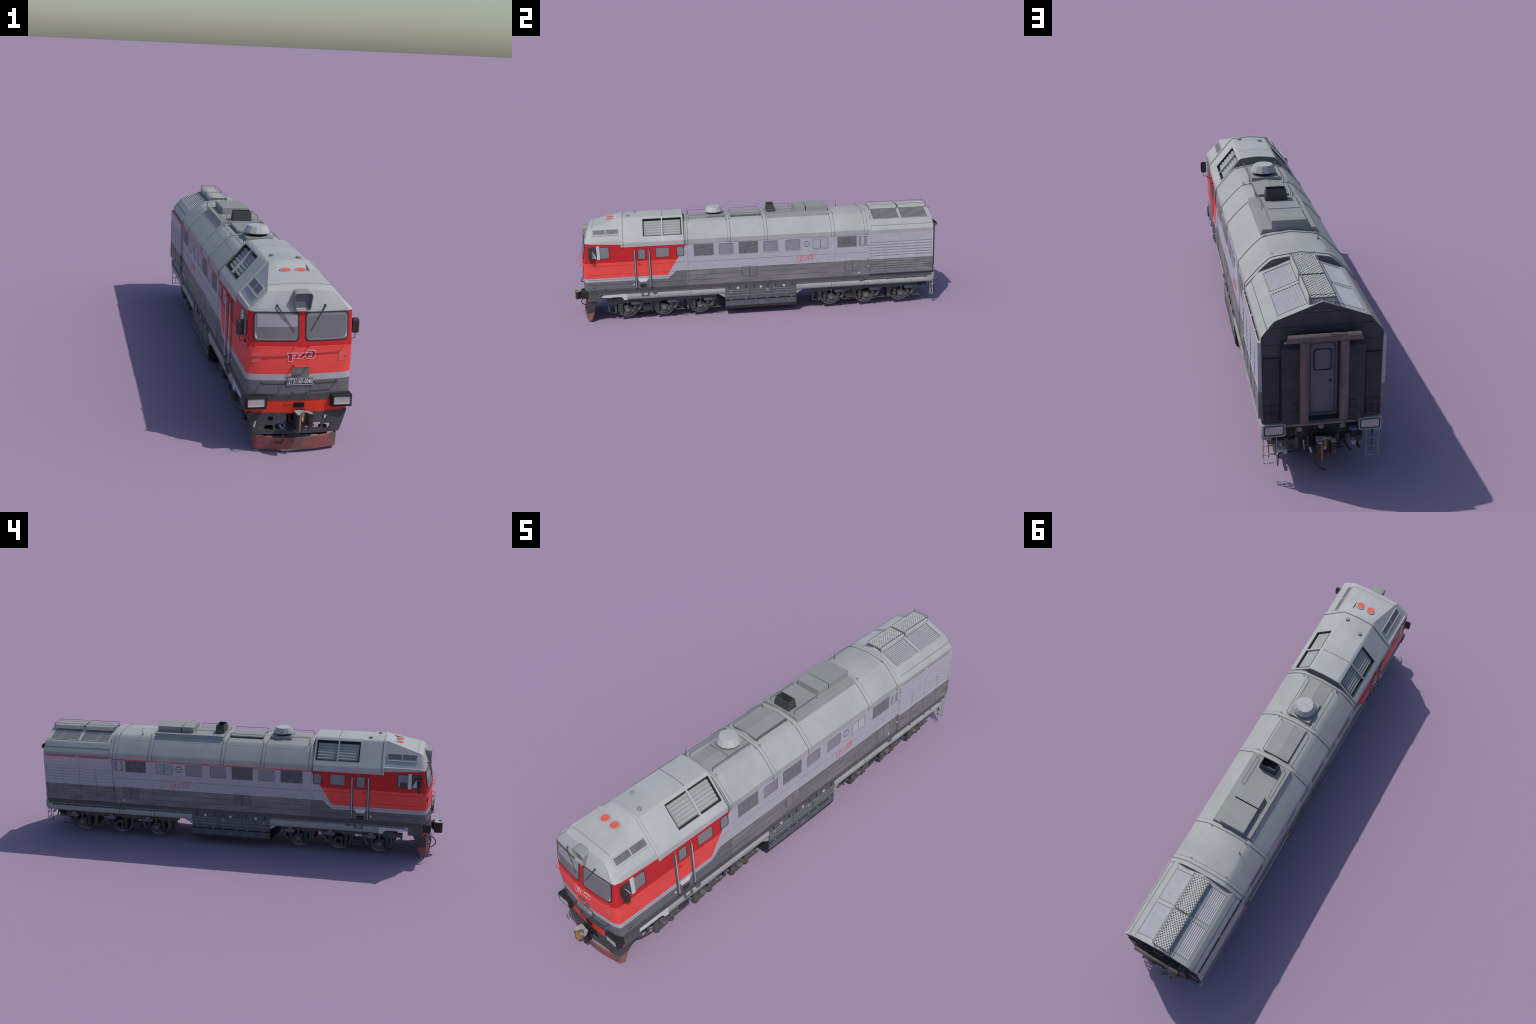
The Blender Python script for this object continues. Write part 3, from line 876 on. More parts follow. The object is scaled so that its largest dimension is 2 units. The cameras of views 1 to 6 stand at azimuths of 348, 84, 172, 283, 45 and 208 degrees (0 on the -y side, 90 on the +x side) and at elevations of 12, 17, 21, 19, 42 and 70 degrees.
    # vents in the flanks
    for s in SIDES:
        up = Vector((-.0190, .0, .0245)).normalized(); nrm = Vector((.0245, 0, .0190)).normalized(); base = Vector((.1310, 0, .4766))
        def fn(u, v, d, s=s, up=up, nrm=nrm, base=base):
            p = base + up * v + nrm * d; return (s * p.x, u, p.z)
        v = MB().ring(rrect(-.8745, -.7345, -.001, .033, .001, 1), rrect(-.8700, -.7385, .004, .030, .001, 1), fn, -.005, .0009).obj('cab_vent', 'roof_cab', bevel=.0003)
        MB().box(s * .128, s * .1345, -.8755, -.7335, .4745, .4765).obj('vent_sill', 'roof_cab', v, bevel=.0004)
        MB().prism(rrect(-.8700, -.7385, .004, .030, .001, 1), fn, -.005, .0005).obj('vent_mesh', 'mesh_dark', v)
        MB().prism(rrect(-.8065, -.8020, .003, .031, .0005, 1), fn, -.001, .0014).obj('vent_post', 'roof_cab', v)
    # signal lamps in the niche
    for x in (-.0245, .0245):
        rx, rz = ridge(-.784); z = rz + .0012
        l = MB().cyl((x, -.784, z - .006), (x, -.785, z + .0016), .0190, n=36).obj('signal_lamp', 'lamp_ring', smooth=40, bevel=.0006)
        MB().cyl((x, -.785, z), (x, -.7852, z + .0022), .0152, n=36).obj('signal_lens', 'lamp_red', l, smooth=40)
    # searchlight housing
    def fn(u, v, d): return (u, d, v)
    def sect(w0, w1, z0, z1, y, r=.010):
        out = []
        for u, v in rrect(-1, 1, 0, 1, .3, 5):
            pass
        base = rrect(-w1, w1, z0, z1, r, 5)
        h = z1 - z0
        return [((x * (w0 + (w1 - w0) * min(1, (z - z0) / (h * .55))) / w1), y, z) for x, z in base]
    rings = [sect(.019, .0265, .446, .5065, -.880), sect(.0225, .0295, .4440, .5005, -.9315), sect(.0210, .0280, .4455, .4990, -.9322), sect(.0200, .0268, .4475, .4975, -.9200)]
    sl = MB().loops(rings).obj('searchlight', 'roof_hatch', smooth=35)
    MB().loops([sect(.0200, .0268, .4477, .4973, -.9198), sect(.0200, .0268, .4477, .4973, -.9212)]).obj('searchlight_glass', 'lamp_inside', sl)
    # wipers
    for s, x0, x1 in ((-1, -.0775, -.0245), (1, .0715, .0255)):
        a = (x0, front_y(x0, .444) - .0045 + .003, .4585); b = (x1, front_y(x1, .384) - .0035, .384)
        w = MB().tube([(x0, a[1] + .006, .4605), a], .0028, 8).obj('wiper', 'rubber')
        mid = tuple(a[i] * .45 + b[i] * .55 for i in range(3))
        mid = (mid[0], front_y(mid[0], mid[2]) - .0045, mid[2])
        MB().tube([a, (a[0] * .8 + b[0] * .2, front_y(a[0] * .8 + b[0] * .2, .4435) - .005, a[2] * .8 + b[2] * .2), mid], [.0022, .0018, .0010], 8).obj('wiper_arm', 'seam', w)
        MB().tube([(a[0] * .55 + b[0] * .45, front_y(a[0] * .55 + b[0] * .45, .424) - .0025, a[2] * .55 + b[2] * .45), b], .0009, 6).obj('wiper_blade', 'rubber', w)


def build_front():
    # windscreens
    for s in SIDES:
        a, b = (.0095, .1478) if s > 0 else (-.1478, -.0095)
        outer = densify(rrect(a, b, .3535, .4410, .0125), .012); inner = None
        k = .0032
        sc = lambda p: (p[0] + (k if p[0] < (a + b) / 2 else -k) * min(1, abs(p[0] - (a + b) / 2) / ((b - a) / 2 - .012)),
                        p[1] + (k if p[1] < .3975 else -k) * min(1, abs(p[1] - .3975) / (.04375 - .012)))
        inner = [sc(p) for p in outer]
        w = MB().ring(outer, inner, front_map, -.003, .0016).obj('windscreen', 'rubber', bevel=.0005)
        g = MB(); curved_pane(g, a + .002, b - .002, .3555, .4390, .0105, front_map, .0006)
        g.obj('windscreen_glass', 'glass_front', w)
        # grey lower ledge and edge highlights modelled as slivers on the glass
        m = MB(); curved_pane(m, a + .005, b - .005, .3565, .3615, .002, front_map, .0009); m.obj('windscreen_ledge', 'glass_cab', w)
        if s < 0:
            m = MB(); curved_pane(m, a + .011, b - .006, .3960, .4335, .001, front_map, .0009); m.obj('sun_blind', 'blind', w)
        else:
            m = MB(); curved_pane(m, a + .006, b - .010, .4280, .4345, .001, front_map, .0009); m.obj('sun_blind', 'glass_cab', w)
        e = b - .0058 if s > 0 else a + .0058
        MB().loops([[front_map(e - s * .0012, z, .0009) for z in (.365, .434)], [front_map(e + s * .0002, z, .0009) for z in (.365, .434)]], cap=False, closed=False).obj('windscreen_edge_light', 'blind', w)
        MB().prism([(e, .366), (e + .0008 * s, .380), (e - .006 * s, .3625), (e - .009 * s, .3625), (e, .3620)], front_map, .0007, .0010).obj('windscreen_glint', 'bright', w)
    # grab rails
    def grab(x0, x1, z, mat, out=.0135, r=.0016, drop=.001):
        P = [front_map(x0, z, 0), front_map(x0 + .0005, z - drop, out)]
        P += [front_map(x0 + (x1 - x0) * k / 6, z - drop, out) for k in range(1, 6)]
        P += [front_map(x1 - .0005, z - drop, out), front_map(x1, z, 0)]
        rail('grab_rail', P, r, mat, n=7, round_r=.004)
    grab(-.143, -.0215, .3415, 'red_bright'); grab(.0205, .1365, .3415, 'red_bright')
    grab(-.0240, .0225, .2815, 'red_bright', .015, .0019)
    grab(-.1190, -.0485, .2245, 'black'); grab(.0445, .1145, .2250, 'black'); grab(-.0240, .0210, .1930, 'black', .014, .0013)
    # shelf below the right-hand bars, hatch covers, worn step plate, number plate
    for x0, x1 in ((-.1515, -.1225), (.1180, .1450)):
        m = MB(); curved_pane(m, x0, x1, .288, .3187, .0006, front_map, .0010); m.obj('socket_cover', 'red_patch')
        MB().prism(rrect(x0 + .004 if x0 < 0 else x1 - .007, x0 + .0065 if x0 < 0 else x1 - .0045, .301, .305, .0008, 2), front_map, .0008, .003).obj('cover_latch', 'red_deep')
    m = MB(); curved_pane(m, -.0275, .0265, .2425, .2745, .0006, front_map, .0012); m.obj('worn_step_plate', 'tread_plate')
    m = MB(); m.prism([(-.0408, .2168), (.0402, .2168), (.0402, .2400), (-.0408, .2400)], lambda u, v, d: (u, -.9440 - d, v), -.003, .0020)
    np_ = m.obj('number_plate', 'plate_black')
    pm = lambda u, v, d: (u, -.9460 - d, v)
    MB().ring(rrect(-.0403, .0397, .2173, .2395, .001, 2), rrect(-.0390, .0384, .2186, .2382, .001, 2), pm, -.0003, .0004).obj('plate_border', 'white', np_)
    text_mesh('plate_lettering', '2Т3116У-0040', .0205, 'white', lambda u, v, d: (u - .0003, -.9460 - d, .2284 + v * 1.0), np_, .0004, width=.0735)
    for x in (-.066,):
        MB().prism(rrect(x - .0003, x + .0003, .186, .222, .0001, 1), front_map, -.001, .0004).obj('panel_joint', 'grime')
    m = MB(); curved_pane(m, -.150, .150, .1868, .1876, .0002, front_map, .0005); m.obj('panel_joint', 'grime')
    logo_strokes(lambda u, v, d: front_map(-.0015 + u, .3075 + v, d), .0885, ROOT, 'white', 'logo_red')
    # dark red sash between windscreens and grab rails is part of the livery paint
    # front buffer beam
    def ring_at(z, inset, rear=-.845):
        return [(x, y if i not in (0, 0) else y, z) for i, (x, y) in enumerate([p for p in plan_outline(.177, inset, rear) if not abs(p[1] + .735) < 1e-6])]
    MB().loops([ring_at(.1235, .0030), ring_at(.1300, .0020), ring_at(.1790, .0010)]).obj('front_beam', 'beam', smooth=28)
    m = MB(); m.prism(rrect(-.0165, .0165, .145, .1590, .002, 3), lambda u, v, d: (u, front_y(u, .15) - d, v), -.002, .0004); m.obj('beam_slot', 'hollow')
    # headlights
    for s in SIDES:
        x0, x1 = .1005, .1665
        box = MB().box(s * x0, s * x1, -.9490, -.9155, .1435, .1830).obj('headlight', 'black', smooth=0, bevel=.0025)
        hm = lambda u, v, d: (u, -.9490 - d, v)
        a, b = sorted((s * .1085, s * .1605))
        MB().ring(rrect(a - .003, b + .003, .1490, .1785, .004), rrect(a, b, .1515, .1760, .0035), hm, -.002, .0016).obj('headlight_rim', 'rubber', box, bevel=.0005)
        MB().prism(rrect(a, b, .1515, .1760, .0035), hm, -.001, .0003).obj('headlight_lens', 'lens', box)
        MB().prism(circle(s * .1455, .1650, .0070, 20), hm, 0, .0006).obj('marker_lens', 'lens_red', box)
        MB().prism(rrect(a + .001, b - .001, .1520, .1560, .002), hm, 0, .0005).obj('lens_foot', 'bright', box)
    # apron: bowed plate with openings, tapered below
    def apron_y(x): return -.9285 - .0125 * (1 - min(1, abs(x) / .15) ** 1.7)
    def hw(z): return .1335 + (.158 - .1335) * min(1, max(0, (z - .057) / .073)) ** .85
    mb = MB(); zs = [.0575, .068, .085, .105, .1265]; cols = [-1 + 2 * k / 24 for k in range(25)]
    outer = [[(hw(z) * c, apron_y(hw(z) * c), z) for c in cols] for z in zs]
    inner = [[(x, y + .006, z) for x, y, z in r] for r in outer]
    nb = len(cols); loops = [o + list(reversed(i)) for o, i in zip(outer, inner)]
    mb.loops(loops)
    ap = mb.obj('apron', 'apron', smooth=25)
    def cutter(poly):
        return MB().prism(poly, lambda u, v, d: (u, d, v), -.99, -.88).obj('cutter', 'apron', smooth=0)
    cuts = [rrect(-.0365, .0365, .0670, .135, .006), rrect(-.0935, -.0775, .1005, .1145, .002), rrect(.0775, .0935, .1005, .1145, .002),
            rrect(-.1040, -.0755, .0690, .0865, .0085), rrect(-.0715, -.0455, .0735, .0915, .0085),
            rrect(.0480, .0745, .0735, .0915, .004), rrect(.0800, .1050, .0690, .0865, .0085)]
    boolean_cut(ap, [cutter(c) for c in cuts])
    ap.data.polygons.foreach_set('use_smooth', [False] * len(ap.data.polygons))
    # side cheeks of the apron
    for s in SIDES:
        top = [(-.9285, .1265), (-.866, .1265)]
        def cheek(off):
            return [(s * (hw(.1265) - off), -.9290, .1265), (s * (hw(.1265) - off), -.8655, .1265), (s * (hw(.085) - off), -.8845, .085), (s * (hw(.06) - off), -.8955, .0575), (s * (hw(.06) - off), -.9240, .0575), (s * (hw(.085) - off), -.9275, .085)]
        MB().loops([cheek(0), cheek(.006)]).obj('apron_cheek', 'apron', smooth=20, bevel=.0005)
        # upper bracket joining cheek and frame
        MB().prism([(-.915, .158), (-.8455, .158), (-.8655, .1265), (-.915, .1265)], lambda u, v, d: (s * (.1535 + d), u, v), 0, .004).obj('apron_bracket', 'apron', smooth=0)
    # snow plough
    def plow_y(x): return -.9515 + .0205 * min(1, abs(x) / .1265) ** 1.8
    n = 16; xs = [-.1265 + .253 * k / n for k in range(n + 1)]
    def plow_ring(z, fwd, back):
        f = [(x, plow_y(x) + fwd, z) for x in xs]
        return [(-.1335, back, z)] + f + [(.1335, back, z)]
    o = [plow_ring(.0072, .0050, -.9085), plow_ring(.030, .0015, -.8995), plow_ring(.0475, 0, -.8930)]
    o[2] = [(x, y, z + .0080 * (abs(x) / .13) ** 4) for x, y, z in o[2]]
    i = [[(x * .97, y + .0045, z) for x, y, z in r] for r in o]
    MB().loops([a + list(reversed(b)) for a, b in zip(o, i)]).obj('snow_plough', 'plow', smooth=28)
    for x in (-.085, .085):
        MB().box(x - .012, x + .012, -.928, -.915, .035, .075).obj('plough_bracket', 'black')
    MB().box(-.10, .10, -.925, -.918, .046, .060).obj('plough_stay', 'black')
    # mirrors
    for s in SIDES:
        c = (s * .1818, -.8855, .3845)
        m = MB().loops([[(c[0] + s * u, c[1] + v, z) for u, v in q] for q, z in (
            ([(-.010, -.006), (.008, -.006), (.008, .005), (-.010, .005)], .3615),
            ([(-.0125, -.0085), (.0095, -.0085), (.0115, .006), (-.0125, .006)], .3665),
            ([(-.0125, -.0085), (.0095, -.0085), (.0115, .006), (-.0125, .006)], .4015),
            ([(-.010, -.005), (.007, -.005), (.008, .004), (-.010, .004)], .4085))]).obj('wing_mirror', 'rubber', smooth=0, bevel=.0015)
        MB().box(s * .1705, s * .1905, -.8793, -.8788, .3675, .4005).obj('mirror_glass', 'cab_dark', m)
        rail('mirror_arm', [(s * .1825, -.885, .3625), (s * .1825, -.886, .3445), (s * .160, -.889, .3420)], .0011, 'rubber', m, n=6, round_r=.003)
        MB().box(s * .160, s * .1672, -.8925, -.8845, .3375, .3465).obj('mirror_clamp', 'rubber', m, bevel=.0008)


def coupler(sign, name='coupler'):
    """Automatic coupler head with its shank. sign=-1 front, +1 rear (turned half round)."""
    R = lambda x, y, z: (x, y, z) if sign < 0 else (-x, -y, z)
    dz = 0 if sign < 0 else -.012
    def pr(poly, z0, z1):
        return MB().loops([[R(x, y, z0 + dz) for x, y in poly], [R(x, y, z1 + dz) for x, y in poly]])
    head = [(-.0200, -.9600), (-.0215, -.9780), (-.0185, -.9985), (-.0075, -1.0), (-.0040, -.9900), (-.0010, -.9800), (.0100, -.9770), (.0165, -.9800), (.0190, -.9905), (.0325, -.9935), (.0330, -.9800), (.0200, -.9620)]
    c = pr(head, .0985, .1400).obj(name, 'coupler', smooth=0, bevel=.001)
    pr([(-.0200, -.9620), (-.0215, -.9780), (-.0185, -.9983), (-.0080, -.9998), (-.0045, -.9900), (-.004, -.9650)], .0895, .0990).obj('coupler_tooth', 'coupler', c, smooth=0, bevel=.001)
    top = [(-.0195, -.9610), (-.0208, -.9780), (-.0180, -.9975), (-.0080, -.9990), (-.0045, -.9895), (-.0015, -.9790), (.0095, -.9760), (.0095, -.9650)]
    pr(top, .1398, .1432).obj('coupler_top', 'coupler_top', c, smooth=0, bevel=.0008)
    pr([(.0170, -.9800), (.0192, -.9898), (.0322, -.9928), (.0327, -.9805), (.0200, -.9640), (.0100, -.9650), (.0100, -.9755)], .1395, .1412).obj('coupler_top', 'coupler_top', c, smooth=0, bevel=.0005)
    pr([(-.0075, -1.0), (-.0068, -1.0002 + .0004), (-.0005, -.9797), (-.0012, -.9793)], .0900, .1390).obj('rust_face', 'coupler_rust', c, smooth=0)
    pr([(-.0105, -.9999), (-.0074, -1.0), (-.0068, -.9985), (-.0100, -.9980)], .0890, .1380).obj('rust_face', 'coupler_rust', c, smooth=0)
    pr([(.0005, -.9806), (.0095, -.9780), (.0095, -.9770), (.0005, -.9790)], .110, .1390).obj('rust_face', 'coupler_rust', c, smooth=0)
    pr([(-.0005, -.9860), (.0050, -.9860), (.0050, -.9760), (-.0005, -.9760)], .115, .124).obj('lock_piece', 'coupler_top', c, smooth=0, bevel=.001)
    # shank
    def sec(y, w, z0, z1): return [R(-w, y, z0 + dz), R(w, y, z0 + dz), R(w, y, z1 + dz), R(-w, y, z1 + dz)]
    MB().loops([sec(-.962, .018, .100, .144), sec(-.950, .012, .108, .138), sec(-.900, .012, .108, .138), sec(-.86, .012, .11, .138)]).obj('coupler_shank', 'black', c, smooth=0, bevel=.001)
    # striker box round the shank
    MB().ring(rrect(-.030, .030, .092 + dz, .150 + dz, .003, 2), rrect(-.0215, .0215, .100 + dz, .143 + dz, .003, 2), lambda u, v, d: R(u, d, v), -.9375, -.915).obj('striker_box', 'black', c, smooth=0)
    # uncoupling lever chain
    MB().tube([R(.012, -.955, .098 + dz), R(.014, -.950, .075), R(.012, -.945, .060)], .0008, 5).obj('coupler_chain', 'hose', c)
    return c


def bez(points, n=20):
    """Smooth path (Catmull-Rom) through points."""
    P = [Vector(p) for p in points]; P = [2 * P[0] - P[1]] + P + [2 * P[-1] - P[-2]]; out = []
    for i in range(1, len(P) - 2):
        for k in range(n):
            t = k / n
            out.append(.5 * ((2 * P[i]) + (-P[i - 1] + P[i + 1]) * t + (2 * P[i - 1] - 5 * P[i] + 4 * P[i + 1] - P[i + 2]) * t * t + (-P[i - 1] + 3 * P[i] - 3 * P[i + 1] + P[i + 2]) * t ** 3))
    return out + [P[-2]]


def build_couplers_and_hoses():
    coupler(-1); coupler(1)
    # brake hose at the front with blue cock
    MB().tube(bez([(-.058, -.938, .083), (-.053, -.953, .082), (-.052, -.968, .068), (-.053, -.972, .052), (-.056, -.962, .038), (-.065, -.952, .034), (-.073, -.950, .036)], 8), .0024, 8).obj('brake_hose', 'hose', smooth=50)
    MB().cyl((-.056, -.936, .0845), (-.053, -.958, .083), .0042, n=10).obj('brake_cock', 'blue_valve', smooth=40)
    MB().tube([(-.053, -.957, .086), (-.047, -.960, .090), (-.045, -.961, .098)], .0010, 6).obj('cock_handle', 'blue_valve')
    MB().tube([(-.1320, -.938, .1030), (-.1385, -.945, .0855)], .0032, 8).obj('uncoupling_lever', 'coupler_top', smooth=40)
    MB().tube(bez([(-.1385, -.945, .0855), (-.142, -.947, .072), (-.149, -.947, .050)], 6), .0014, 6).obj('uncoupling_lever', 'hose', smooth=40)
    MB().tube(bez([(-.130, -.938, .101), (-.1265, -.944, .083), (-.105, -.946, .077), (-.080, -.944, .0725)], 8), .0016, 6).obj('uncoupling_lever', 'hose', smooth=40)
    # hose running from the plough to the first bogie
    for s in SIDES:
        MB().tube(bez([(s * .118, -.900, .083), (s * .120, -.865, .083), (s * .122, -.845, .072), (s * .122, -.825, .052), (s * .122, -.79, .043), (s * .122, -.765, .038)], 6), .0015, 6).obj('sanding_hose', 'hose')
    # rear hoses, brake gear and lamps
    MB().tube(bez([(.0370, .952, .110), (.0345, .968, .096), (.026, .978, .066), (.011, .980, .043), (-.008, .978, .030)], 8), .0028, 8).obj('brake_hose', 'hose', smooth=50)
    MB().cyl((.0345, .966, .1015), (.0320, .973, .088), .0038, n=10).obj('hose_clamp', 'coupler_top')
    MB().tube([(.114, .962, .0905), (.010, .965, .0865)], .0022, 8).obj('uncoupling_bar', 'black')
    MB().box(.099, .124, .955, .972, .0895, .1035).obj('uncoupling_bracket', 'coupler_top', bevel=.001)
    rail('uncoupling_handle', [(.110, .972, .0935), (.124, .974, .0935), (.126, .974, .0560)], .0018, 'black', n=8, round_r=.004)
    MB().tube(bez([(-.046, .955, .108), (-.050, .962, .096), (-.054, .966, .088)], 6), .0030, 8).obj('brake_hose', 'black')
    MB().tube(bez([(-.060, .940, .118), (-.066, .955, .098), (-.078, .962, .080), (-.081, .963, .077)], 6), .0030, 8).obj('brake_hose', 'black')
    MB().cyl((-.062, .95, .0835), (-.03, .952, .0835), .0022, n=8).obj('pipe_end', 'black')
    v = MB().loops([[(-.0855 + a * .0125, .962 + b * .010, .1465) for a, b in circle(0, 0, 1, 12)], [(-.0855 + a * .011, .962 + b * .009, .1335) for a, b in circle(0, 0, 1, 12)], [(-.0855 + a * .008, .962 + b * .007, .122) for a, b in circle(0, 0, 1, 12)]]).obj('jumper_socket', 'black', smooth=40)
    MB().loops([[(-.0855 + a * .0125, .962 + b * .010, .1464 + .0002) for a, b in circle(0, 0, 1, 12)], [(-.0855 + a * .010, .962 + b * .008, .1495) for a, b in circle(0, 0, 1, 12)]]).obj('socket_lid', 'blue_valve', v, smooth=0)
    MB().cyl((-.0858, .963, .122), (-.0862, .964, .110), .0034, n=10).obj('socket_plug', 'bellows_rim', v)
    MB().cyl((-.0862, .964, .1115), (-.0864, .965, .1005), .0075, n=6).obj('socket_plug', 'grey_rim', v, smooth=0)
    for x, z, tilt in ((.0600, .1420, 0), (-.0010, .1460, .7), (-.0615, .1440, 0)):
        l = MB().cyl((x, .925, z), (x, .9375, z - .001), .0082, n=20).obj('jumper_lamp', 'lamp_small', smooth=40, bevel=.001)
        P = [(-.0095, -.001), (-.0105, -.0185), (.0105, -.0185), (.0095, -.001)]
        Q = [(x + u * math.cos(tilt) - w * math.sin(tilt), .9365, z + u * math.sin(tilt) + w * math.cos(tilt)) for u, w in P]
        rail('lamp_bail', Q, .0006, 'bellows_rim', l, n=5, round_r=.001)


def build_rear():
    W = rear_map(.948)
    # end wall closing the body and the gable roof
    poly = [(x * .9965, z - .0008) for x, z in full(GABLE)]
    poly = [(.1605, .166)] + poly + [(-.1605, .166)]
    MB().loops([[(x, .9465, z) for x, z in poly], [(x, .9502, z) for x, z in poly]]).obj('end_wall', 'rear_wall', smooth=0)
    for z in (.4965, .4585):
        xw = .072 if z > .48 else .138
        MB().box(-xw, xw, .9495, .9516, z - .0012, z + .0012).obj('end_wall_seam', 'rear_panel')
    MB().box(-.16, -.112, .9495, .9512, .4095, .4112).obj('end_wall_seam', 'rear_panel')
    MB().box(.112, .16, .9495, .9512, .4095, .4112).obj('end_wall_seam', 'rear_panel')
    rail('end_grab_rail', [(.020, .950, .5085), (.020, .962, .5055), (-.021, .962, .5055), (-.021, .950, .5085)], .0013, 'rear_panel', n=6, round_r=.003)
    MB().tube([(.159, .951, .4425), (.135, .951, .4725), (.133, .951, .467), (.150, .951, .444)], .0008, 5).obj('end_wall_trim', 'bellows_rim')
    # recessed door with frame
    d = MB().box(-.0405, .0405, .949, .9515, .184, .415).obj('end_door', 'rear_door', smooth=0)
    MB().ring(rrect(-.0335, .0335, .198, .4085, .009), rrect(-.0318, .0318, .1998, .4068, .008), W, .003, .0046).obj('door_panel_rim', 'rear_wall', d)
    MB().ring(rrect(-.0245, .0245, .3275, .3915, .008), rrect(-.0215, .0215, .3305, .3885, .0065), W, .003, .0052).obj('door_window_rim', 'black', d)
    MB().prism(rrect(-.0215, .0215, .3305, .3885, .0065), W, .003, .0040).obj('window_pane', 'rear_door', d)
    MB().box(-.0265, -.0165, .951, .9550, .2935, .2965).obj('door_handle', 'rear_panel', d)
    MB().box(-.0420, .0420, .949, .976, .1835, .1905).obj('door_sill', 'rear_wall', bevel=.001)
    for s in SIDES:
        # padded frames beside the door
        MB().loops([[(s * .0425, .949, z0), (s * .1130, .949, z0), (s * .1130, .9705, z1), (s * .0425, .9705, z1)] for z0, z1 in ((.1810, .1810),)] +
                   [[(s * .0425, .949, .4060), (s * .1130, .949, .4060), (s * .1130, .9705, .4030), (s * .0425, .9705, .4030)],
                    [(s * .0425, .949, .4240), (s * .1130, .949, .4240), (s * .1130, .9510, .4230), (s * .0425, .9510, .4230)]]).obj('end_cabinet', 'rear_panel', smooth=0, bevel=.001)
        pa = rear_map(.9705)
        a, b = sorted((s * .071, s * .090)); MB().ring(rrect(a, b, .216, .242, .002, 2), rrect(a + .001, b - .001, .217, .241, .0015, 2), pa, -.001, .0008).obj('cabinet_hatch', 'black')
        a, b = sorted((s * .066, s * .083)); MB().ring(rrect(a, b, .1835, .199, .002, 2), rrect(a + .001, b - .001, .1845, .198, .0015, 2), pa, -.001, .0008).obj('cabinet_hatch', 'black')
        # outer panels with grilles
        p = MB().box(s * .1175, s * .1605, .949, .9560, .181, .3735).obj('end_panel', 'rear_panel', smooth=0, bevel=.0008)
        g = MB()
        for k in range(3):
            z = .190 + .022 * k
            g.box(s * .120, s * .157, .9555, .9572, z, z + .0016)
        for x in (.120, .1385, .156):
            g.box(s * x, s * (x + .0016), .9555, .9570, .186, .238)
        g.obj('end_panel_grille', 'black', p, stuff=True)
        rail('end_grab_rail', [(s * .153, .956, .1985), (s * .153, .965, .1975), (s * .121, .965, .1975), (s * .121, .956, .1985)], .0010, 'rear_panel', n=6, round_r=.002)
        # gangway bellows tubes
        t = MB().cyl((s * .0540, .9780, .1850), (s * .0540, .9780, .4300), .0124, n=24).obj('gangway_bellows', 'bellows', smooth=40, bevel=.0015)
        for z in (.255, .325, .392):
            MB().cyl((s * .054, .978, z), (s * .054, .978, z + .0015), .0126, n=24).obj('bellows_fold', 'bellows', t, smooth=40)
        # tail lights
        fx = s * .1330
        a, b = sorted((s * .1005, s * .1660))
        lamp = MB().loops([[(x, .949, z) for x, z in rrect(a, b, .1365, .1770, .004, 3)], [(x, .9605, z) for x, z in rrect(a + .001, b - .001, .1372, .1762, .004, 3)]]).obj('tail_light', 'grey_rim', smooth=30, bevel=.0012)
        lm = rear_map(.9605)
        MB().ring(rrect(a + .005, b - .005, .1420, .1725, .005), rrect(a + .0078, b - .0078, .1455, .1700, .004), lm, -.002, .0010).obj('tail_light_gasket', 'rubber', lamp)
        MB().prism(rrect(a + .0078, b - .0078, .1455, .1700, .004), lm, -.001, .0003).obj('headlight_lens', 'lens', lamp)
        MB().prism(circle(s * .1435, .1588, .0072, 20), lm, 0, .0007).obj('marker_lens', 'lens_red', lamp)
        # steps
        lx0, lx1 = .1245 if s < 0 else .1262, .1608 if s < 0 else .1618
        ls = MB()
        for x in (lx0, lx1):
            ls.box(s * (x - .0007), s * (x + .0007), .9535, .9565, .0525, .150)
        for z in (.0525, .0800, .1075):
            ls.box(s * lx0, s * lx1, .9515, .9565, z, z + .0014)
        for x in (lx1,):
            ls.box(s * (x - .0008), s * (x + .0008), .9370, .9395, .0580, .135)
            for z in (.0525, .0800, .1075):
                ls.box(s * (x - .0008), s * (x + .0008), .9370, .9565, z, z + .0018)
        ls.obj('ladder', 'ladder', smooth=0)
    # crossing rubber arch above the door: open half tube
    n = 10; R = .0122
    def arc(x, y, z, r): return [(x, y + r * math.cos(math.radians(-115 + 190 * k / n)), z + r * math.sin(math.radians(-115 + 190 * k / n))) for k in range(n + 1)]
    rings = []
    for x, cut in ((.1065, 1), (.094, 0), (-.094, 0), (-.1045, 1)):
        o = arc(x, .9770, .4370, R)
        rings.append([(px * (1 if not cut else (1 - .09 * max(0, (pz - .428) / .024))), py, pz) for px, py, pz in o])
    inner = [[(x, .9770 + (y - .9770) * .86, .4370 + (z - .4370) * .86) for x, y, z in r] for r in rings]
    MB().loops([o + list(reversed(i)) for o, i in zip(rings, inner)]).obj('gangway_arch', 'bellows', smooth=35)
    MB().tube([(-.0945, .9800, .4480), (.0945, .9800, .4480)], .0016, 8).obj('gangway_arch_rim', 'bellows_rim')
    MB().box(-.088, .088, .949, .9700, .4230, .4270).obj('arch_bracket', 'rear_wall')
    # headstock and frame below
    MB().box(-.0730, .0730, .905, .9300, .0985, .1600).obj('headstock', 'rear_wall', smooth=0, bevel=.001)
    MB().box(.0735, .1215, .895, .9200, .1005, .1250).obj('headstock_arm', 'black', smooth=0, bevel=.001)
    MB().box(-.1120, -.0735, .895, .9200, .1100, .1320).obj('headstock_arm', 'black', smooth=0, bevel=.001)
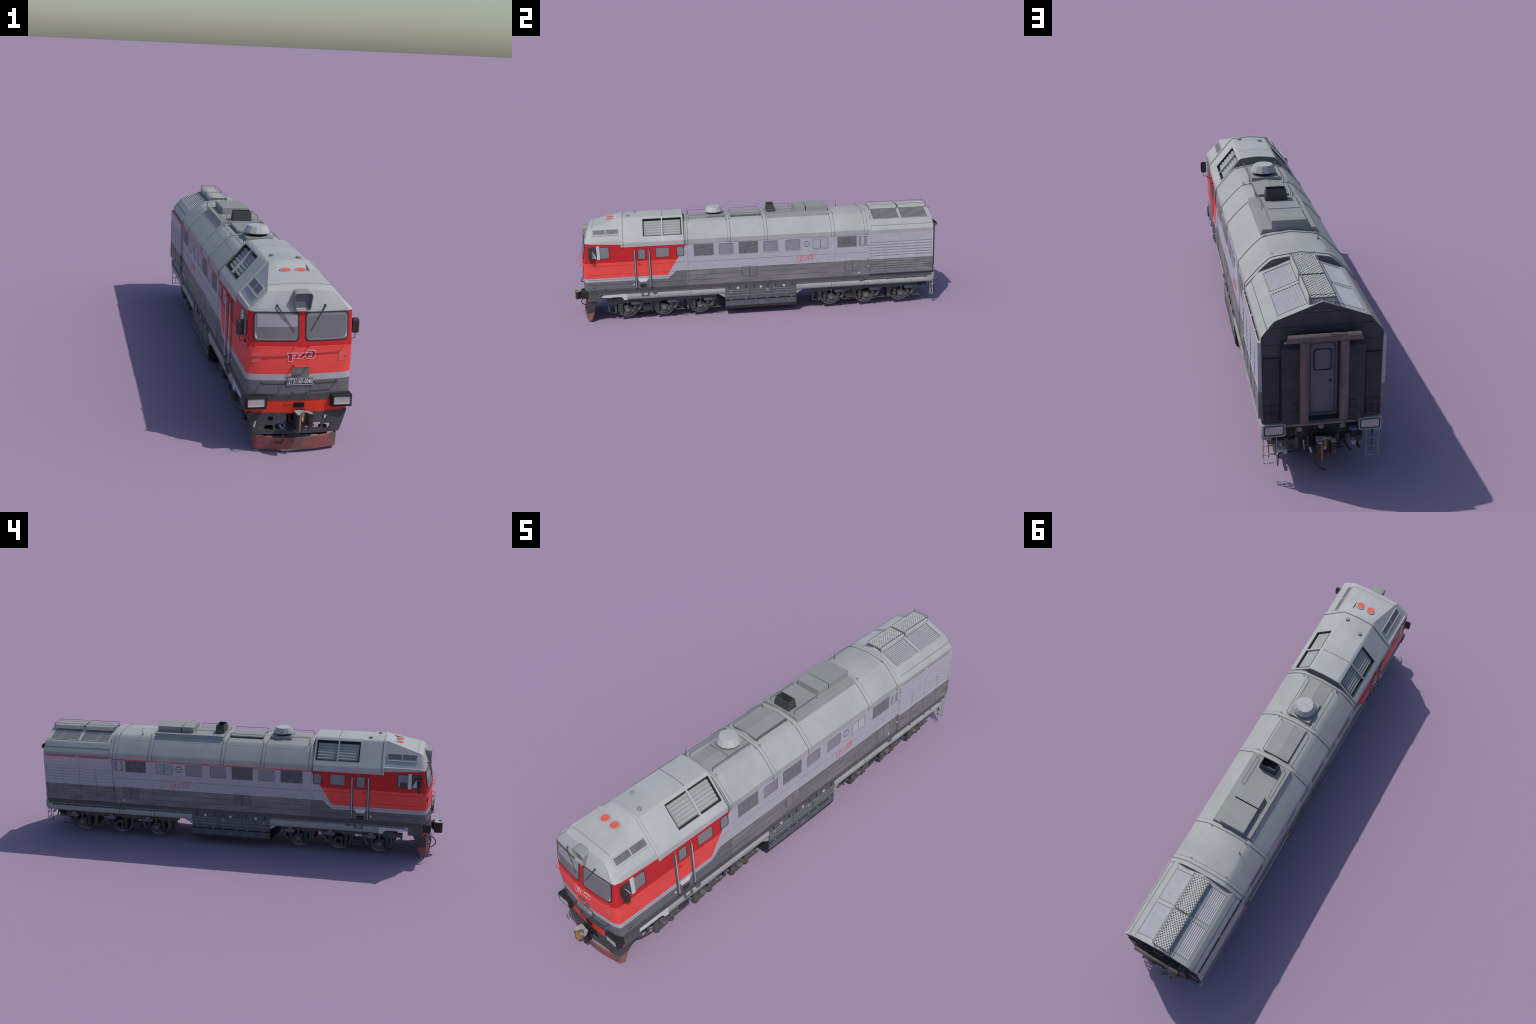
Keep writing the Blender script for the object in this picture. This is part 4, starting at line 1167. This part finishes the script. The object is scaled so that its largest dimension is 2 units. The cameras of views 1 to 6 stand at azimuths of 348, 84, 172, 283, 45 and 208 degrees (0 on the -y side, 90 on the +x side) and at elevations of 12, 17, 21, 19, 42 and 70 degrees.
    for s in SIDES:
        MB().box(s * .100, s * .160, .910, .9480, .1500, .1665).obj('headstock_arm', 'black', smooth=0)
        for k in range(4):
            MB().cyl((s * (.083 + .011 * (k % 2)), .931, .137 - .009 * (k // 2)), (s * (.083 + .011 * (k % 2)), .9335, .137 - .009 * (k // 2)), .0022, n=6).obj('bolt', 'bogie')
        MB().box(s * .072, s * .098, .915, .932, .120, .148).obj('bolt_plate', 'black')
    for x, w in ((.0365, .003), (-.046, .006), (.097, .004), (.068, .005), (-.071, .003)):
        MB().box(x - w, x + w, .925, .938, .082, .118).obj('brake_hanger', 'bogie', smooth=0)
    MB().loops([[(.0505, .958, .122), (.0545, .958, .122), (.0545, .962, .122), (.0505, .962, .122)], [(.0495, .958, .0905), (.0510, .958, .0905), (.0510, .962, .0905), (.0495, .962, .0905)]]).obj('uncoupling_link', 'grey_rim', smooth=0)


def build_gable():
    gable = MB().loops([[(x, y, z) for x, z in full(GABLE)] for y in (.5905, .9500)]).obj('radiator_roof', 'roof', smooth=20)
    cutters = []; L = math.hypot(.122, .046)
    cav = [(.150, .4200), (.150, .4420), (.126, .4735), (.120, .4775), (0, .5232)]
    cav = cav + [(-x, z) for x, z in reversed(cav[:-1])]
    cutters.append(MB().loops([[(x, y, z) for x, z in cav] for y in (.6100, .9400)]).obj('cutter', 'roof', smooth=0))
    for s in SIDES:
        q = lambda u, v, d: (s * (.122 / L * v + .046 / L * d), u, .5275 - .046 / L * v + .122 / L * d)
        for y0, y1 in ((.630, .769), (.787, .926)):
            cutters.append(MB().prism(rrect(y0, y1, .0400, .1225, .0005, 1), q, -.012, .01).obj('cutter', 'roof', smooth=0))
    boolean_cut(gable, cutters)
    MB().box(-.1400, .1400, .6105, .9395, .4205, .4520).obj('radiator_chamber_floor', 'hollow')
    # crescent end where the arched rib stands above the gable
    cres = [(x * .998, z - .0006) for x, z in full(ARCH)]
    MB().loops([[(x, .6060, z) for x, z in cres], [(x, .6076, z) for x, z in cres]]).obj('roof_end_wall', 'shade_wall', smooth=0)
    for s in SIDES:
        MB().tube([(s * .1485, .594, .4552), (s * .1485, .948, .4552)], .0007, 5).obj('roof_seam', 'seam')
        def fn(u, v, d, s=s):   # u along y, v down the slope from ridge, d outward
            L = math.hypot(.122, .046); cx, cz = .122 / L, -.046 / L
            return (s * (cx * v + .046 / L * d), u, .5275 + cz * v + .122 / L * d)
        for y0, y1 in ((.630, .769), (.787, .926)):
            v0, v1 = .0400, .1225
            b = MB().ring(rrect(y0 - .001, y1 + .001, v0 - .001, v1 + .001, .0008, 1), rrect(y0 + .0003, y1 - .0003, v0 + .0003, v1 - .0003, .0005, 1), fn, -.0030, .0006).obj('roof_shutter', 'mesh_back')
            k = 10; h = (v1 - v0) / k
            m = MB()
            for i in range(k):
                a = v0 + h * i
                poly = [(a, -.0022), (a + .5 * h, -.0004), (a + .97 * h, .0010), (a + .98 * h, .0006), (a + .5 * h, -.0008), (a + .01 * h, -.0026)]
                me = MB().loops([[fn(y, p, q) for p, q in poly] for y in (y0 + .0005, y1 - .0005)])
                me.obj('shutter_slat', 'wall_light', b, smooth=0)
        MB().prism([(.606, .100), (.606, .128), (.944, .128), (.944, .1265), (.6085, .1265)], fn, -.002, .0016).obj('gable_edge_trim', 'roof', smooth=0)
    # lattice walkway on the ridge with side skirts and rails
    for y0, y1 in ((.6195, .7745), (.7815, .9385)):
        m = MB(); z0, z1 = .5322, .5340; hw = .0335; pitch = .0138; w = .00165
        import_range = int((y1 - y0 + 2 * hw) / pitch) + 2
        def clip(p0, p1):
            # clip a diagonal to the walkway rectangle
            (xa, ya), (xb, yb) = p0, p1; t0, t1 = 0.0, 1.0
            for p, q in ((-(xb - xa), xa + hw), (xb - xa, hw - xa), (-(yb - ya), ya - y0), (yb - ya, y1 - ya)):
                if abs(p) < 1e-9:
                    if q < 0: return None
                else:
                    r = q / p
                    if p < 0: t0 = max(t0, r)
                    else: t1 = min(t1, r)
            return None if t0 >= t1 else ((xa + (xb - xa) * t0, ya + (yb - ya) * t0), (xa + (xb - xa) * t1, ya + (yb - ya) * t1))
        for sgn in (1, -1):
            k = y0 - 2 * hw - pitch
            while k < y1 + pitch:
                seg = clip((-hw * sgn, k), (hw * sgn, k + 2 * hw * 1.12))
                if seg:
                    (xa, ya), (xb, yb) = seg; L = math.hypot(xb - xa, yb - ya)
                    if L > .004:
                        nx, ny = -(yb - ya) / L * w, (xb - xa) / L * w
                        lift = .0004 if sgn > 0 else 0
                        m.loops([[(xa + nx, ya + ny, z + lift), (xa - nx, ya - ny, z + lift), (xb - nx, yb - ny, z + lift), (xb + nx, yb + ny, z + lift)] for z in (z0, z1)])
                k += pitch
        g = m.obj('walkway_grating', 'rail_light', smooth=0, stuff=True)
        for s in SIDES:
            MB().box(s * .0335, s * .0352, y0, y1, .5195, .5345).obj('walkway_skirt', 'rail_light', g)
            rail('walkway_rail', [(s * .0352, y0 + .001, .5140), (s * .0352, y0 + .001, .5425), (s * .0352, y1 - .001, .5425), (s * .0352, y1 - .001, .5140)], .0011, 'rail', g, n=6)
        for y in (y0, y1):
            MB().box(-.0345, .0345, y - .0008, y + .0008, .5300, .5347).obj('walkway_edge', 'rail', g)
    MB().tube([(-.0352, .9395, .5425), (.0352, .9395, .5425)], .0010, 6).obj('walkway_rail', 'rail')
    MB().cyl((-.0352, .9395, .530), (-.0352, .9395, .5455), .0011, n=6).obj('walkway_post', 'rail')
    # radiator shutters standing off the side walls
    for s in SIDES:
        X = lambda d: s * d
        b = MB().box(X(.160), X(.1660), .595, .9475, .1945, .4100).obj('radiator_shutter', 'shutter', smooth=0)
        fn = side_map(s, .1660)
        # frame: uprights and cross bars
        for y0, y1 in ((.5945, .6015), (.7675, .7765), (.9395, .9485)):
            MB().box(X(.1630), X(.1742), y0, y1, .1920, .4200).obj('shutter_upright', 'shutter', b, bevel=.0006)
        for y0, y1 in ((.6015, .7675), (.7765, .9395)):
            MB().box(X(.1700), X(.1736), y0, y1, .3690, .4198).obj('shutter_top_panel', 'shutter', b, bevel=.0004)
            MB().box(X(.1640), X(.1734), y0, y1, .2725, .2785).obj('shutter_rail', 'shutter', b, bevel=.0004)
            MB().box(X(.1640), X(.1734), y0, y1, .1925, .2065).obj('shutter_rail', 'shutter', b, bevel=.0004)
            ym = (y0 + y1) / 2
            MB().box(X(.1640), X(.1736), ym - .0028, ym + .0028, .2065, .369).obj('shutter_post', 'shutter', b, bevel=.0004)
            for a, c in ((y0, ym - .0028), (ym + .0028, y1)):
                for zlo, zhi, k in ((.2785, .369, 6), (.2065, .2725, 5)):
                    h = (zhi - zlo) / k
                    for i in range(k):
                        z = zlo + h * i; jit = random.uniform(-.0004, .0004)
                        poly = [(.1708 + jit, z + h * .99), (.1713 + jit, z + h * .99), (.1729 + jit, z + h * .12), (.1725 + jit, z + h * .03), (.1695, z + h * .03)]
                        MB().loops([[(X(px), y, pz) for px, pz in poly] for y in (a, c)]).obj('shutter_slat', 'shutter', b, smooth=0)
            g = MB()
            for zlo, zhi, k in ((.2785, .369, 6), (.2065, .2725, 5)):
                for i in range(1, k + 1):
                    z = zlo + (zhi - zlo) * i / k
                    g.box(X(.1700), X(.1727), y0 + .001, y1 - .001, z - .0013, z + .0001)
            g.obj('slat_dark_strip', 'slat_dark_line', b, smooth=0, stuff=True)
            for y in (y0 + .0004, ym - .0034, ym + .0034, y1 - .0004):
                MB().box(X(.1700), X(.1731), y - .0005, y + .0005, .2065, .369).obj('slat_dark_strip', 'slat_dark_line', b, smooth=0)
        # brackets bridging the gap behind the top edge
        for y in (.62, .683, .772, .857, .925):
            MB().box(X(.160), X(.1705), y - .004, y + .004, .4100, .4150).obj('shutter_bracket', 'shutter', b)
        for z in (.36, .285, .235):
            MB().box(X(.1622), X(.1700), .590, .5955, z - .004, z + .004).obj('shutter_hinge', 'wall_light', b, bevel=.0006)
        MB().box(X(.1730), X(.1740), .594, .9485, .4191 if s > 0 else .4130, .4196).obj('shutter_red_edge', 'logo_line', b)


def build_sills():
    for s in SIDES:
        def prof(y0, y1, z0, z1, depth, mat, name='side_sill', base=.150, n=6):
            pts = [(base, z0)]
            for k in range(n + 1):
                a = math.pi * (k / n - .5)
                c = (z0 + z1) / 2; h = (z1 - z0) / 2
                pts.append((.1575 + depth * math.cos(a) ** .7 if abs(math.cos(a)) > 1e-6 else .1575, c + h * math.sin(a)))
            pts.append((base, z1))
            return MB().loops([[(s * x, y, z) for x, z in pts] for y in (y0, y1)]).obj(name, mat, smooth=40)
        prof(-.7105, -.3735, .1232, .1560, .0055, 'sill', n=4)
        prof(-.3725, -.189, .1225, .1555, .0055, 'sill', n=4)
        prof(.1965, .5700, .1250, .1545, .0085, 'sill')
        prof(.5705, .9520, .1255, .1535, .0100, 'sill')
        for y in (.3900, .4080, .5705, .5870):
            prof(y - .0006, y + .0006, .1242, .1552, .0100, 'seam', 'sill_seam')
        prof(.3910, .4074, .1243, .1551, .0096, 'sill', 'sill_strap')
        # front bracket: bright thin rail sweeping down
        fn = side_map(s, .150)
        poly = [(-.8490, .1425), (-.8385, .1530), (-.7105, .1562), (-.7105, .1218), (-.7300, .1222), (-.7335, .1330), (-.7400, .1375), (-.7500, .1400), (-.8200, .1395)]
        MB().prism(poly, fn, 0, .0125).obj('front_sill', 'sill_white', smooth=0, bevel=.0015)
        # gussets towards the tank
        for y, k in ((-.189, 1), (.1965, -1)):
            MB().prism([(y, .1232), (y - k * .036, .1232), (y, .1010)], fn, 0, .009).obj('sill_gusset', 'sill', smooth=0)
        # fittings on the sill top
        for y in (-.6310, -.5980):
            MB().box(s * .1615, s * .1665, y - .0035, y + .0035, .1435, .1600).obj('step_hanger', 'tank', smooth=0)
        MB().box(s * .158, s * .1665, -.633, -.596, .1425, .1450).obj('step_tread', 'tank', bevel=.0005)
        for y in (-.5650, .5540):
            MB().prism([(y - .013, .160), (y + .013, .160), (y + .010, .1525), (y + .003, .1500), (y, .1475), (y - .003, .1500), (y - .010, .1525)], fn, .005, .0155).obj('jacking_bracket', 'tank', smooth=0)
        for y in (.70, .80, .846):
            MB().cyl((s * .160, y, .1545), (s * .164, y, .1545), .0028, n=8).obj('bolt', 'black')
        # end block over the rear ladder
        MB().box(s * .150, s * .1672, .9240, .9555, .1440, .1620).obj('end_block', 'sill', smooth=0, bevel=.001)
        MB().box(s * .150, s * .1668, .9465, .9565, .1500, .1750).obj('end_block', 'ladder', smooth=0, bevel=.001)
        MB().tube(bez([(s * .150, .905, .140), (s * .150, .910, .125), (s * .148, .925, .108), (s * .146, .937, .098), (s * .146, .937, .06)], 6), .0013, 6).obj('rear_hose', 'hose')
        MB().tube(bez([(s * .150, .915, .138), (s * .150, .924, .118), (s * .148, .937, .112)], 6), .0013, 6).obj('rear_hose', 'hose')


def build_tank():
    s1 = [(.1585, .1665), (.1615, .1625), (.1615, .0885), (.1590, .0865), (.1590, .0840), (.1615, .0820), (.1615, .0545), (.1545, .0370), (.128, .0310)]
    loop = s1 + [(-x, z) for x, z in reversed(s1)]
    y0, y1 = -.1895, .1960
    m = MB().loops([[(x, y, z) for x, z in loop] for y in (y0, y0 + .0015, y1 - .0015, y1)])
    tank = m.obj('fuel_tank', 'tank', smooth=20)
    MB().loops([[(x * 1.0012, y, z - .0003) for x, z in [(.1617, .0530), (.1547, .0368), (.128, .0307), (-.128, .0307), (-.1547, .0368), (-.1617, .0530), (-.12, .05), (.12, .05)]] for y in (y0 - .0005, y1 + .0005)]).obj('tank_bottom', 'tank_base', tank, smooth=0)
    MB().loops([[(x, y, z) for x, z in [(.158, .1640), (.158, .06), (.138, .0345), (.09, .033), (-.09, .033), (-.138, .0345), (-.158, .06), (-.158, .164)]] for y in (y0 - .0012, y1 + .0012)]).obj('tank_end', 'black', tank, smooth=0)
    ext = [(.095, .125), (.095, .060), (.085, .0380), (-.085, .0380), (-.095, .060), (-.095, .125)]
    MB().loops([[(x, y0 + .001, z) for x, z in ext], [(x * .985, y0 - .036, max(z, .060) if z < .1 else .118) for x, z in ext]]).obj('tank_end', 'black', tank, smooth=0)
    for s in SIDES:
        fn = side_map(s, .1615)
        MB().prism(rrect(y0, y1, .0842, .0868, .0003, 1), fn, -.003, .0004).obj('tank_groove', 'hollow', tank)
        # battery box doors
        for a, b in ((-.1875, -.0545), (-.0515, .0600), (.0630, .1945)):
            d = MB().prism(rrect(a, b, .0905, .1650, .0015, 2), fn, -.001, .0016).obj('battery_door', 'tank', tank, bevel=.0005)
            for z in (.1405, .1275, .1120):
                MB().prism(rrect(a + .002, b - .002, z - .0014, z + .0014, .0005, 1), fn, .001, .0030).obj('door_rib', 'tank_rib', d, bevel=.0004)
            w = b - a
            for y in (a + w * .16, b - w * .16):
                MB().prism(rrect(y - .0018, y + .0018, .152, .168, .0005, 1), fn, .001, .0042).obj('door_hinge', 'black', d, bevel=.0004)
            for y in (a + w * .22, b - w * .18):
                MB().prism(rrect(y - .0035, y + .0035, .0865, .0915, .0005, 1), fn, .0005, .0030).obj('door_catch', 'tank_rib', d, bevel=.0004)
            c = (a + b) / 2
            t = MB().prism(circle(c, .1538, .0068, 20), fn, .001, .0021).obj('warning_sign', 'white', d)
            MB().ring(circle(c, .1538, .0072, 20), circle(c, .1538, .0054, 20), fn, .001, .0023).obj('warning_sign_rim', 'sign_pink', t)
            MB().prism(circle(c, .1538, .0018, 10), fn, .001, .0023).obj('warning_sign_mark', 'sign_pink', t)
        for y in (-.1580, .0390):
            MB().prism(rrect(y - .0065, y + .0065, .1265, .1420, .0005, 1), fn, .001, .0035).obj('label_plate', 'tank_rib', tank, bevel=.0004)
        for y in (-.1340, -.0430, .0486, .1417):
            MB().ring(circle(y, .0675, .0080, 20), circle(y, .0675, .0072, 20), fn, -.0005, .0005).obj('tank_cover', 'tank_base', tank)
            for a in (35, 215):
                MB().prism(circle(y + .0105 * math.cos(math.radians(a)), .0675 + .0105 * math.sin(math.radians(a)), .0012, 8), fn, -.0005, .0012).obj('bolt', 'tank_rib', tank)
        # stencilled note, too small to read: short bars of lettering
        for k, (w, z) in enumerate(((.006, .0745), (.004, .0705), (.013, .0665), (.014, .0630), (.008, .0595))):
            m = MB(); y = .0056 - w
            while y < .0056 + w:
                q = random.uniform(.0012, .0030); m.prism(rrect(y, min(y + q, .0056 + w), z - .0008, z + .0008, .0001, 1), fn, -.0002, .0004); y += q + .0009
            m.obj('stencil_lettering', 'tank_rib', tank, stuff=True)


def build_bogie(axles, sand_first, front):
    y0, y1 = axles[0] - .074, axles[2] + .090
    fr = MB()
    for s in SIDES:
        prof = [(y0, .0920), (y0, .1225), (y0 + .03, .1270), (y1 - .03, .1270), (y1, .1190), (y1, .1010), (y1 - .03, .0985)]
        for a in reversed(axles):
            prof += [(a + .052, .0985), (a + .040, .1010), (a - .012, .1010), (a - .018, .0930), (a - .050, .0930), (a - .056, .0985)]
        prof = prof[:-1]
        fr.loops([[(s * .1130, u, v) for u, v in prof], [(s * .1330, u, v) for u, v in prof]])
    for y in ((axles[0] + axles[1]) / 2, (axles[1] + axles[2]) / 2, y0 + .008, y1 - .012):
        fr.box(-.114, .114, y - .012, y + .012, .098, .122)
    fr.box(-.055, .055, y0 + .02, y1 - .02, .075, .135)
    bogie = fr.obj('bogie', 'bogie', smooth=20, bevel=.001)
    bogie.scale = (.955, 1, .965)
    for y in (axles[0] - .0655, axles[2] + .0745):
        bm_ = MB().box(-.098, .098, y - .006, y + .006, .052, .070)
        for x in (-.084, -.03, .03, .084):
            bm_.box(x - .005, x + .005, y - .005, y + .005, .040, .112)
        bm_.obj('brake_beam', 'bogie', bogie, smooth=0)
    for ai, a in enumerate(axles):
        place('axle', MESH['axle'], bogie, (0, a, .0605))
        for s in SIDES:
            place('wheel', MESH['wheel'], bogie, (s * .088, a, .0605), rot=(0, 0, 0 if s > 0 else math.pi))
            place('axle_box', MESH['axle_box'], bogie, (0, a, .0595), scale=(s, 1, 1))
            if s < 0 and ai == 1:
                place('axle_generator', MESH['axle_open'], bogie, (0, a, .0595), scale=(s, 1, 1))
            else:
                place('axle_cap', MESH['axle_cap'], bogie, (0, a, .0595), scale=(s, 1, 1))
            place('coil_spring', MESH['spring'], bogie, (s * .1300, a - .034, .0330))
            place('coil_spring', MESH['spring'], bogie, (s * .1290, a + .0385, .0380))
            place('brake_cylinder', MESH['brake_cylinder'], bogie, (s * .1345, a + .041, .0960))
            place('brake_lever', MESH['lever'], bogie, (s * .1300, a + .064, 0))
            place('brake_hanger', MESH['hanger'], bogie, (s * .1120, a - .0655, 0))
            place('brake_shoe', MESH['shoe'], bogie, (s * .0900, a, .0605))
            place('brake_rod', MESH['rod'], bogie, (s * .1260, a, 0))
            if ai != 1:
                place('damper', MESH['damper'], bogie, (s * .1395, a, 0))
            if ai == 0:
                place('sand_pipe', MESH['sand_pipe'], bogie, (s * .122, a - .100, 0))
                place('equipment_box', MESH['gear_box'], bogie, (s * .130, a + .1045, .0660))
            if ai < 2 or True:
                place('stop_block', MESH['stop'], bogie, (s * .118, a + .126 if ai < 2 else a - .069, 0))
        place('traction_motor', MESH['motor'], bogie, (0, a + (.05 if a < axles[2] else -.05), .068))
    return bogie


MESH = {}
def build_shared():
    W = MB()
    prof = [(-.013, .0605), (-.0105, .0605), (-.0080, .0578), (.0100, .0570), (.0118, .0560), (.0118, .0490), (.0060, .0475)]
    def ring(x, r, n=48): return [(x, r * math.cos(2 * math.pi * k / n), r * math.sin(2 * math.pi * k / n)) for k in range(n)]
    W.loops([ring(x, r) for x, r in prof], cap=False)
    W.loops([ring(-.013, .0605), ring(-.013, .048)], cap=False)
    W.cur = 1
    W.loops([ring(.0060, .0475), ring(.002, .030), ring(.004, .018), ring(.010, .016), ring(.010, .001)], cap=False)
    W.loops([ring(-.013, .048), ring(-.006, .030), ring(-.010, .016), ring(-.010, .001)], cap=False)
    MESH['wheel'] = W.mesh('wheel', ['tyre', 'wheel_web'], 35)
    MESH['axle'] = MB().cyl((-.12, 0, 0), (.12, 0, 0), .010, n=16).mesh('axle', 'bogie', 40)
    # axle box with arms under the springs
    f = lambda u, v, d: (d, u, v)
    A = MB()
    A.prism([(-.046, -.0285), (-.022, -.0335), (.012, -.0300), (.024, -.0200), (.050, -.0215), (.052, -.0155), (.030, -.0030), (.018, .0150), (.008, .0205), (-.010, .0205), (-.0170, .0240), (-.0205, .0150), (-.0165, -.0060), (-.0240, -.0235), (-.046, -.0235)], f, .1150, .1330)
    A.cyl((.132, 0, 0), (.1365, 0, 0), .0175, .0160, n=24)
    A.cyl((.1325, .004, -.0205), (.1350, .004, -.0205), .0035, n=10)
    A.cyl((.1325, .030, -.0120), (.1372, .030, -.0120), .0065, n=12)
    MESH['axle_box'] = A.mesh('axle_box', 'bogie', 30)
    C = MB().cyl((.136, 0, 0), (.1425, 0, 0), .0112, .0105, n=24)
    for k in range(8):
        t = 2 * math.pi * k / 8
        C.cyl((.136, .0138 * math.cos(t), .0138 * math.sin(t)), (.1385, .0138 * math.cos(t), .0138 * math.sin(t)), .0014, n=6)
    MESH['axle_cap'] = C.mesh('axle_cap', 'cap', 30)
    O = MB(); n = 24
    O.loops([ring(.1365, .0150, n), ring(.1420, .0150, n), ring(.1420, .0128, n), ring(.1370, .0128, n)], cap=False)
    O.cur = 1; O.loops([ring(.1372, .0130, n), ring(.1368, .0005, n)], cap=False)
    MESH['axle_open'] = O.mesh('axle_generator', ['bogie', 'hollow'], 30)
    S = MB().coil((0, 0), .0086, .0033, .004, .0530, 5.5)
    S.cyl((0, 0, -.001), (0, 0, .0025), .0118, n=18); S.cyl((0, 0, .0540), (0, 0, .0600), .0118, n=18)
    S.cyl((0, 0, 0), (0, 0, .056), .0055, n=12)
    MESH['spring'] = S.mesh('coil_spring', 'spring', 40)
    B = MB().cyl((0, -.0205, 0), (0, .0190, 0), .0115, n=22); B.cyl((0, .0190, 0), (0, .0220, 0), .0128, n=22); B.cyl((0, .022, 0), (0, .0330, 0), .0072, .0058, n=14)
    B.cyl((0, .033, 0), (0, .0460, .001), .0026, n=8); B.cyl((0, -.0228, 0), (0, -.0205, 0), .0100, n=22)
    B.box(-.014, -.003, -.012, .010, .006, .022)
    MESH['brake_cylinder'] = B.mesh('brake_cylinder', 'cylinder', 35)
    L = MB().prism([(.006, .100), (.024, .100), (.006, .0640), (.0030, .0525), (-.0150, .0490), (-.0165, .0570), (-.0065, .0640)], lambda u, v, d: (d, u, v), -.004, .0045)
    MESH['lever'] = L.mesh('brake_lever', 'bogie', 20)
    H = MB().prism([(-.010, .100), (.0085, .100), (.0050, .058), (.0035, .0385), (-.0030, .0385), (-.0045, .058)], lambda u, v, d: (d, u, v), -.004, .012); H.cyl((-.006, 0, .0395), (.014, 0, .0395), .0035, n=10)
    MESH['hanger'] = H.mesh('brake_hanger', 'bogie', 20)
    Q = MB()
    for sg in (1, -1):
        out = [(.0615 * math.cos(math.radians(a)), .0615 * math.sin(math.radians(a))) for a in (-22, -11, 0, 11, 22)]
        inn = [(.0670 * math.cos(math.radians(a)), .0670 * math.sin(math.radians(a))) for a in (22, 11, 0, -11, -22)]
        Q.prism([(sg * u, v) for u, v in out + inn], lambda u, v, d: (d, u, v), -.010, .010)
    MESH['shoe'] = Q.mesh('brake_shoe', 'bogie', 30)
    R = MB().tube([(0, .012, .0395), (0, .050, .0425), (0, .112, .0430)], .0014, 6); R.box(-.004, .004, .060, .112, .0395, .0415); R.tube([(0, .098, .0990), (0, .098, .0430)], .0014, 6); R.tube([(0, .098, .0440), (0, .080, .0600), (-.004, .072, .0660)], .0016, 6)
    MESH['rod'] = R.mesh('brake_rod', 'bogie', 40)
    D = MB().cyl((0, 0, .074), (0, 0, .1010), .0042, n=12); D.cyl((0, 0, .099), (0, 0, .126), .0054, n=12); D.cyl((0, 0, .068), (0, 0, .0765), .0062, n=12); D.box(-.006, .002, -.004, .004, .120, .130)
    D.cur = 1; D.cyl((.0005, 0, .1035), (.0005, 0, .1085), .0058, n=12)
    MESH['damper'] = D.mesh('damper', ['bogie', 'grey_rim'], 35)
    P = MB().loops([[(-.004, -.006, .0965), (.004, -.006, .0965), (.004, .004, .0965), (-.004, .004, .0965)], [(-.003, -.003, .0480), (.003, -.003, .0480), (.003, .002, .0480), (-.003, .002, .0480)]])
    P.box(-.005, .006, -.006, .030, .095, .118); P.tube([(0, 0, .0480), (0, .012, .0440), (-.010, .034, .0385)], .0018, 6)
    MESH['sand_pipe'] = P.mesh('sand_pipe', 'bogie', 20)
    G = MB().ring(rrect(-.0215, .0215, -.0160, .0160, .001, 1), rrect(-.0190, .0190, -.0135, .0135, .001, 1), f, -.018, .004); G.cur = 1; G.prism(rrect(-.0195, .0195, -.0140, .0140, .001, 1), f, -.018, .0015)
    MESH['gear_box'] = G.mesh('equipment_box', ['spring', 'mesh_back'], 20)
    T = MB().prism([(-.0075, .1000), (.0075, .1000), (.0030, .0450), (.0015, .0360), (-.0020, .0360), (-.0035, .0450)], lambda u, v, d: (d, u, v), -.005, .005)
    MESH['stop'] = T.mesh('stop_block', 'bogie', 20)
    K = MB().cyl((-.062, 0, 0), (.062, 0, 0), .036, n=20)
    MESH['motor'] = K.mesh('traction_motor', 'wheel_web', 35)


def build_underframe():
    MB().box(-.146, .146, -.855, .935, .152, .166).obj('underframe_plate', 'black', smooth=0)
    for s in SIDES:
        MB().box(s * .045, s * .060, -.90, .93, .128, .155).obj('underframe_girder', 'black', smooth=0)
    MB().box(-.060, .060, -.915, -.86, .095, .155).obj('draft_box', 'black', smooth=0)
    MB().box(-.060, .060, .86, .935, .090, .155).obj('draft_box', 'black', smooth=0)
    MB().box(.115, .133, .880, .906, .094, .150).obj('air_reservoir_box', 'black', smooth=0, bevel=.001)
    MB().cyl((-.112, .872, .104), (-.112, .918, .104), .0115, n=18).obj('air_reservoir', 'black', smooth=40, bevel=.002)
    MB().box(-.124, -.100, .877, .912, .076, .090).obj('air_reservoir_box', 'bogie', smooth=0, bevel=.001)
    MB().box(-.115, -.105, .88, .91, .11, .155).obj('reservoir_hanger', 'black')
    for y in (-.835, .31, -.212):
        MB().tube(bez([(.10, y, .135), (.11, y + .012, .118), (.12, y + .030, .108)], 6), .0025, 6).obj('air_pipe', 'hose')


ROOT = bpy.data.objects.new('diesel_locomotive', None)
bpy.context.scene.collection.objects.link(ROOT)
ROOT['label'] = 'red and grey diesel locomotive with six axles, weathered'
ROOT['category'] = 'diesel locomotive'
make_materials()
build_shared()
build_body()
build_side_openings()
build_roof()
build_cab_roof()
build_gable()
build_front()
build_rear()
build_couplers_and_hoses()
build_sills()
build_tank()
build_underframe()
build_bogie((-.7135, -.5190, -.3240), True, True)
build_bogie((.3930, .5880, .7840), True, False)
bpy.context.view_layer.update()
